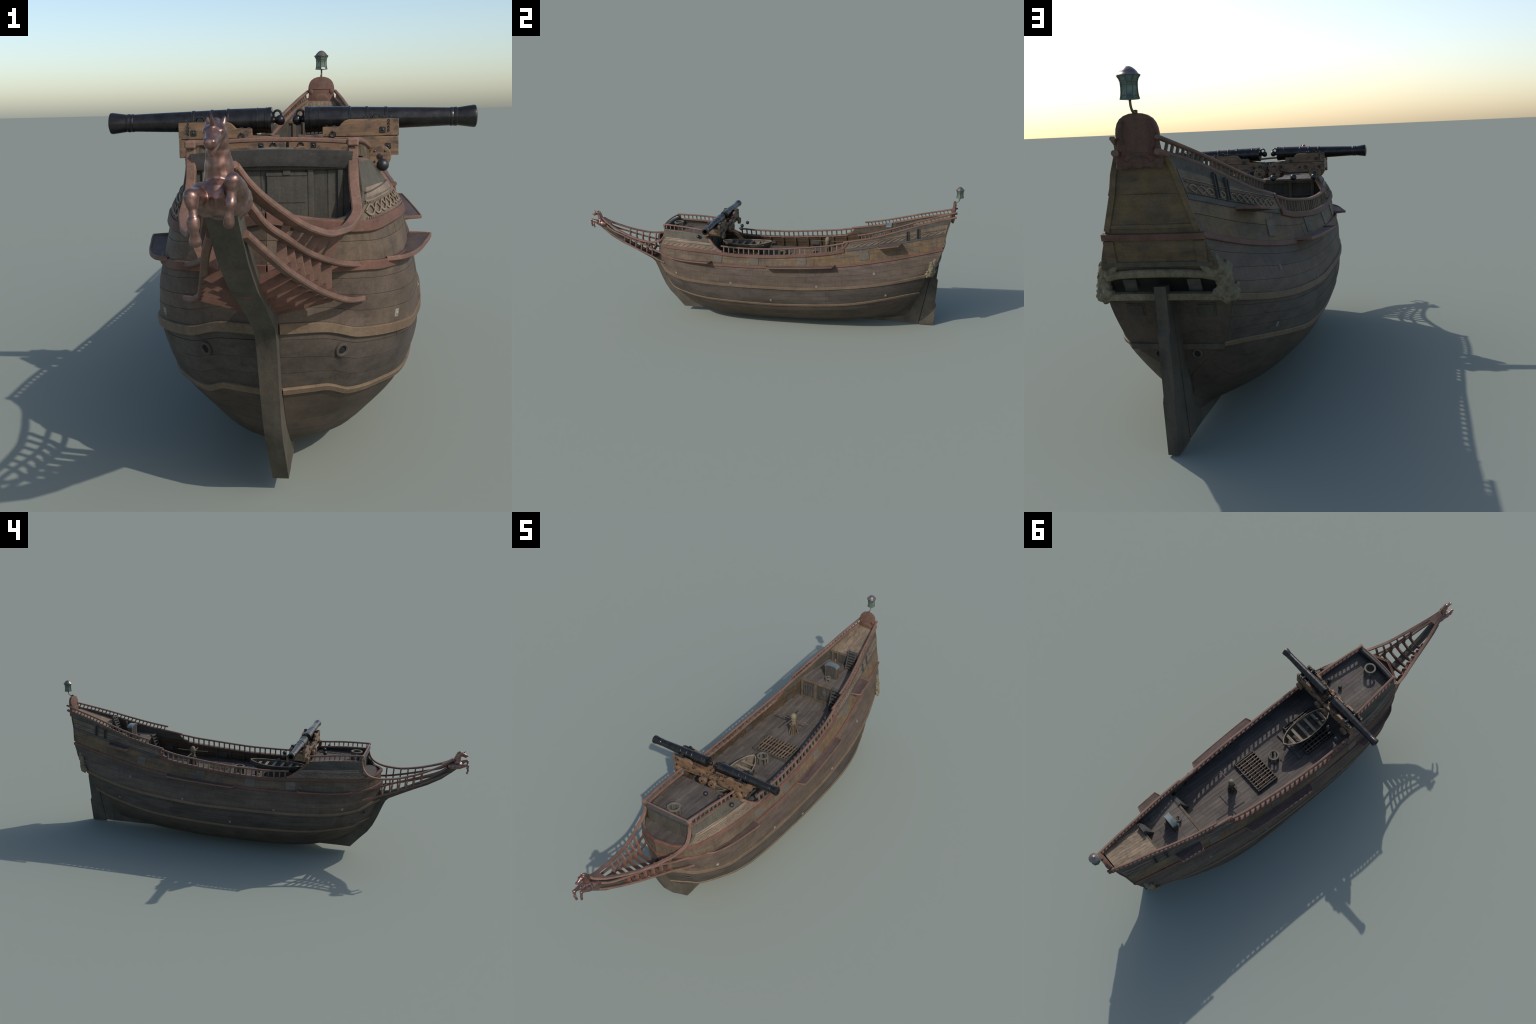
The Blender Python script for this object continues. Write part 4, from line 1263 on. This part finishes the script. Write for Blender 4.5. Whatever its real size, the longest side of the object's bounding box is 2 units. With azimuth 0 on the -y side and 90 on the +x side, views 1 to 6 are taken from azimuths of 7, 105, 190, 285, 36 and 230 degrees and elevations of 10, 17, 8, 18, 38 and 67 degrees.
for k in range(9):
    s = -.8 + .2*k
    for sx in (1, -1):
        g.sweep([V3((boat_pt(s, q, .0035).x*sx, boat_pt(s, q, .0035).y, boat_pt(s, q, .0035).z)) for q in (.12, .3, .5, .75, .97)], rect(.0030, .0022), wref=V3((0, 1, 0)))
g.box((0, 0, .0065), (.030, .20, .0020)); g.box((0, .02, .0085), (.010, .16, .0022))
g.obj('boat_ribs', M['boatd'], boat)
# chocks under the boat belong to the ship
for y in (-.0115, -.195):
    g = Geo(); zc0 = main_z(y)
    g.box((0, y, zc0+.004), (.156, .0155, .008), bev=.001)
    for sx in (1, -1): g.box((.026*sx, y, zc0+.020), (.008, .012, .030), Matrix.Rotation(.35*sx, 3, 'Y'), bev=.001)
    g.obj('boat_chock', M['deck'], ship)

# ------------------------------------------------------------------ cannons
def cannon(rot, k):
    root = empty('cannon', (0, -.2405, 0), rot=rot)
    root['label'] = 'black iron cannon on a wooden four wheeled carriage'
    root['category'] = 'cannon'
    ax = .5343
    T = Matrix.Translation((0, 0, ax))
    if k is None:
        parts = []
        g = Geo()
        prof = [(.0225,.0046),(.0243,.0052),(.0256,.0095),(.0266,.0180),(.0272,.0213),(.0330,.0213),(.0336,.0205),(.0344,.0205),(.0350,.0210),(.0370,.0210),(.0377,.0202),(.0490,.0203),(.0497,.0209),(.0510,.0209),(.0517,.0202),(.0965,.0197),(.0975,.0204),(.1000,.0204),(.1012,.0189),
                (.1235,.0184),(.1245,.0192),(.1275,.0192),(.1288,.0181),(.1535,.0173),(.1545,.0181),(.1585,.0181),(.1598,.0171),(.2178,.0155),(.2575,.0142),(.2585,.0149),(.2615,.0149),(.2625,.0144),(.2650,.0151),(.2680,.0151),(.2692,.0142),(.2800,.0157),(.2945,.0178),(.2975,.0172),(.2992,.0135),(.2990,.0098),(.2975,.0092),(.235,.0090),(.235,.0002)]
        g.lathe(prof, T, 28, cap=False)
        g.obj('gun_barrel', M['iron'], root, 28)
        g = Geo()
        g.lathe([(.0058,.0008),(.0064,.0040),(.0085,.0070),(.0115,.0084),(.0160,.0084),(.0190,.0064),(.0215,.0048),(.0235,.0048)], T, 18)
        torus(g, (.0185, 0, ax+.0095), .0060, .0020, Matrix.Rotation(math.pi/2, 3, 'X'), 16, 7)
        g.obj('cascabel', M['iron'], root, 40)
        g = Geo()
        for s in (1, -1):
            g.lathe([(0, .0063), (.034, .0063), (.0350, .0055)], Matrix.Translation((.1407, 0, ax)) @ Matrix.Rotation(math.pi/2*s, 4, 'Z'), 16)
        g.obj('trunnion', M['fitting'], root, 40)
        # carriage cheeks
        up_ = [(.176,.5068),(.176,.5335),(.0975,.5335),(.0915,.5315),(.0865,.5275),(.0825,.5228),(.0565,.5222),(.0562,.5140),(.0562,.5068)]
        lo_ = [(.1755,.4768),(.1755,.5060),(.0565,.5060),(.0562,.5110),(.0320,.5100),(.0240,.5080),(.0180,.5035),(.0022,.5030),(.0022,.4870),(.0130,.4860),(.0340,.4862),(.0560,.4800),(.0640,.4768)]
        for s in (1, -1):
            ch = empty('cheek', parent=root)
            for poly, e in ((up_, 0), (lo_, .0006)):
                g = Geo(); g.prism(poly, 1, s*.0255, s*(.0365+e))
                ob = g.obj('cheek_plank', M['gunwood'], ch, 30)
                bv = ob.modifiers.new('bevel', 'BEVEL'); bv.width = .0008; bv.segments = 2; bv.limit_method = 'ANGLE'
            g = Geo()
            yo = s*.0372
            for x, z, w in ((.1510,.5166,.0090),(.1590,.4910,.0090),(.0420,.4945,.0085),(.1000,.4920,.0060)):
                g.box((x, yo, z), (w, .0022, w), bev=.0005); ball(g, (x, yo+s*.0014, z), .0019, n=8)
            for x, z in ((.0730,.5120),(.1180,.4930),(.0220,.4960)):
                torus(g, (x, yo+s*.0018, z-.0015), .0042, .0011, Matrix.Rotation(math.pi/2, 3, 'X'), 12, 5); ball(g, (x, yo+s*.0008, z+.0028), .0021, n=8)
            # strap over the trunnion with bolts
            g.box((.143, s*.031, .5342), (.046, .0090, .0016))
            g.sweep([V3((.1407+.0078*math.cos(t), s*.031, .5345+.0078*math.sin(t))) for t in np.linspace(0, math.pi, 11)], rect(.0085, .0016), wref=V3((0, 1, 0)))
            for x in (.1230,.1300,.1520,.1640): g.box((x, s*.031, .5362), (.0045, .0045, .0040), bev=.0008)
            for x in (.0620, .0740): g.box((x, s*.031, .5232), (.0055, .0065, .0020), bev=.0006)
            # chain of the capsquare key
            for j in range(7): torus(g, (.1600+.0008*(j % 2), yo, .5310-.0027*j), .0015, .0005, Matrix.Rotation(math.pi/2, 3, 'X') @ Matrix.Rotation(.8*(j % 2), 3, 'Y'), 8, 4)
            g.obj('cheek_iron', M['fitting'], ch, 40)
        g = Geo()
        g.box((.1690, 0, .5010), (.011, .0505, .030), bev=.001)
        g.box((.1520, 0, .4815), (.026, .0720, .0105), bev=.001)
        g.box((.0228, 0, .4790), (.022, .0720, .0120), bev=.001)
        g.obj('axletree', M['gunwood'], root)
        g = Geo(); g.box((.0560, 0, .4955), (.095, .0440, .0060), bev=.001)
        g.prism([(.016,.4990),(.016,.5105),(.070,.5040),(.070,.4990)], 1, -.012, .012); g.obj('stool_bed', M['gunwood'], root)
        for x in (.1463, .0226):
            for s in (1, -1):
                w = empty('truck_wheel', parent=root)
                g = Geo()
                Mw = Matrix.Translation((x, s*.0395, .4757)) @ Matrix.Rotation(math.pi/2*s, 4, 'Z')
                g.lathe([(0,.0160),(.0010,.0176),(.0110,.0176),(.0122,.0164),(.0124,.0060),(.0124,.0003)], Mw, 22)
                g.obj('wheel_disc', M['gunwood'], w, 35)
                g = Geo()
                g.lathe([(.0120,.0046),(.0136,.0046),(.0140,.0038),(.0140,.0003)], Mw, 14)
                for j in range(4):
                    q = math.pi/4 + j*math.pi/2
                    ball(g, Mw @ V3((.0125, .0115*math.cos(q), .0115*math.sin(q))), .0017, n=8)
                g.obj('wheel_hub', M['fitting'], w, 35)
        # loose tackle at the breech
        g = Geo()
        for j, (a, b) in enumerate((((.004,-.010,.5035),(.030,-.018,.5050)),((.006,.012,.5040),(.022,.004,.5055)),((.012,-.004,.5050),(.018,.016,.5060)))):
            capsule(g, a, b, .0016, .0012, 6)
        g.obj('tackle', M['fitting'], root)
    return root
c1 = cannon(0.0, None)
def clone_tree(ob, parent):
    c = ob.copy(); COL.objects.link(c)
    if parent: c.parent = parent
    for ch in ob.children: clone_tree(ch, c)
    return c
c2 = clone_tree(c1, None); c2.rotation_euler = (0, 0, math.pi)
# shot lying beside the carriages
g = Geo(); ball(g, (0, 0, 0), .0094, n=22)
shot = g.obj('cannon_ball', M['ball'], None, 180)
spots = [(.0860, -.0785), (.0268, -.0925), (.1497, -.0905)]
first = True
for s in (1, -1):
    for x, y in spots:
        b = shot if first else dup(shot)
        first = False
        b.location = (s*x, -.2405 + s*y, .4646)
        b['label'] = 'small dark round iron shot'; b['category'] = 'cannon ball'

# ------------------------------------------------------------------ unicorn figurehead
fig = empty('unicorn_figurehead', parent=ship)
groups = {}
def part(name, *caps):
    groups[name] = [(V3(a), V3(b), ra, rb) for a, b, ra, rb in caps]
X = 0.0
part('torso',
     ((0,-.905,.4715),(0,-.925,.4745),.0150,.0182), ((0,-.925,.4745),(0,-.943,.4770),.0182,.0190), ((0,-.943,.4770),(0,-.9545,.4790),.0190,.0165),
     ((.009,-.945,.4770),(.010,-.955,.4800),.0155,.0125), ((-.010,-.945,.4760),(-.0125,-.955,.4790),.0155,.0130),
     ((.008,-.915,.4730),(.009,-.930,.4740),.0155,.0165), ((-.008,-.915,.4730),(-.009,-.930,.4740),.0155,.0165))
part('neck',
     ((0,-.944,.4880),(0,-.9475,.5050),.0150,.0120), ((0,-.9475,.5050),(0,-.9505,.5200),.0120,.0098), ((0,-.9505,.5200),(0,-.9545,.5305),.0098,.0092))
part('head',
     ((0,-.9570,.5325),(0,-.9665,.5315),.0090,.0084), ((0,-.9665,.5312),(0,-.9775,.5268),.0078,.0056), ((0,-.9775,.5265),(0,-.9862,.5242),.0054,.0050),
     ((0,-.9600,.5265),(0,-.9695,.5235),.0060,.0052), ((0,-.9695,.5232),(0,-.9800,.5182),.0048,.0036), ((0,-.9800,.5185),(0,-.9815,.5150),.0030,.0016),
     ((.0058,-.9655,.5352),(.0062,-.9700,.5335),.0034,.0026), ((-.0058,-.9655,.5352),(-.0062,-.9700,.5335),.0034,.0026),
     ((.0026,-.9872,.5258),(.0026,-.9884,.5252),.0030,.0026), ((-.0026,-.9872,.5258),(-.0026,-.9884,.5252),.0030,.0026))
part('mane',
     ((0,-.9535,.5400),(0,-.9455,.5345),.0040,.0050), ((0,-.9455,.5345),(0,-.9390,.5230),.0046,.0046), ((0,-.9390,.5230),(0,-.9345,.5060),.0046,.0050), ((0,-.9345,.5060),(0,-.9310,.4960),.0050,.0050))
part('ear', ((.0060,-.9560,.5385),(.0072,-.9545,.5440),.0029,.0012), ((-.0060,-.9560,.5385),(-.0072,-.9545,.5440),.0029,.0012))
part('horn', ((0,-.9715,.5385),(0,-.9803,.5497),.0024,.0006))
part('forelimb',
     ((.0140,-.9560,.4830),(.0172,-.9740,.4915),.0120,.0078), ((.0172,-.9740,.4915),(.0176,-.9870,.4965),.0070,.0058), ((.0176,-.9888,.4955),(.0172,-.9900,.4900),.0062,.0052),
     ((.0172,-.9900,.4900),(.0160,-.9912,.4790),.0046,.0040), ((.0160,-.9912,.4790),(.0153,-.9915,.4755),.0046,.0048), ((.0153,-.9915,.4755),(.0142,-.9915,.4665),.0040,.0040), ((.0142,-.9915,.4665),(.0138,-.9905,.4622),.0042,.0050),
     ((-.0155,-.9560,.4760),(-.0162,-.9770,.4815),.0120,.0076), ((-.0162,-.9770,.4815),(-.0152,-.9900,.4840),.0068,.0062), ((-.0150,-.9920,.4835),(-.0146,-.9932,.4775),.0066,.0056),
     ((-.0146,-.9932,.4775),(-.0138,-.9946,.4670),.0042,.0034), ((-.0138,-.9948,.4640),(-.0136,-.9948,.4605),.0054,.0050), ((-.0136,-.9946,.4600),(-.0134,-.9935,.4530),.0036,.0038), ((-.0134,-.9933,.4530),(-.0132,-.9915,.4478),.0040,.0052))
g = Geo()
for nm, caps in groups.items():
    for a, b, ra, rb in caps: capsule(g, a, b, ra, rb, 14)
body = remesh_blob('figure', g, .00095, M['copper'], None, .0011, 120, 2)
def seg_d(p, a, b, ra, rb):
    d = b-a; t = max(0, min(1, (p-a).dot(d)/max(d.length_squared, 1e-9)))
    return (p-(a+d*t)).length - (ra + (rb-ra)*t)
nr = np.zeros(3*len(body.vertices)); body.vertices.foreach_get('normal', nr)
vn = [V3(p) for p in nr.reshape(-1, 3)]
lab = {}
for poly in body.polygons:
    c = poly.center
    best = min(((min(seg_d(c, *s) for s in caps), nm) for nm, caps in groups.items()))
    nm = best[1]
    if nm in ('forelimb', 'ear'): nm += '+' if c.x > 0 else '-'
    lab.setdefault(nm, []).append(poly.index)
for nm, ids in lab.items():
    idx = {}; fs = []
    for pi in ids:
        fs.append([idx.setdefault(v, len(idx)) for v in body.polygons[pi].vertices])
    me = bpy.data.meshes.new(nm.strip('+-'))
    me.from_pydata([body.vertices[v].co[:] for v in idx], [], fs)
    me.materials.append(M['copper'])
    for p in me.polygons: p.use_smooth = True
    me.normals_split_custom_set_from_vertices([vn[v] for v in idx])
    ob = bpy.data.objects.new(nm.strip('+-'), me); COL.objects.link(ob); ob.parent = fig
bpy.data.meshes.remove(body)
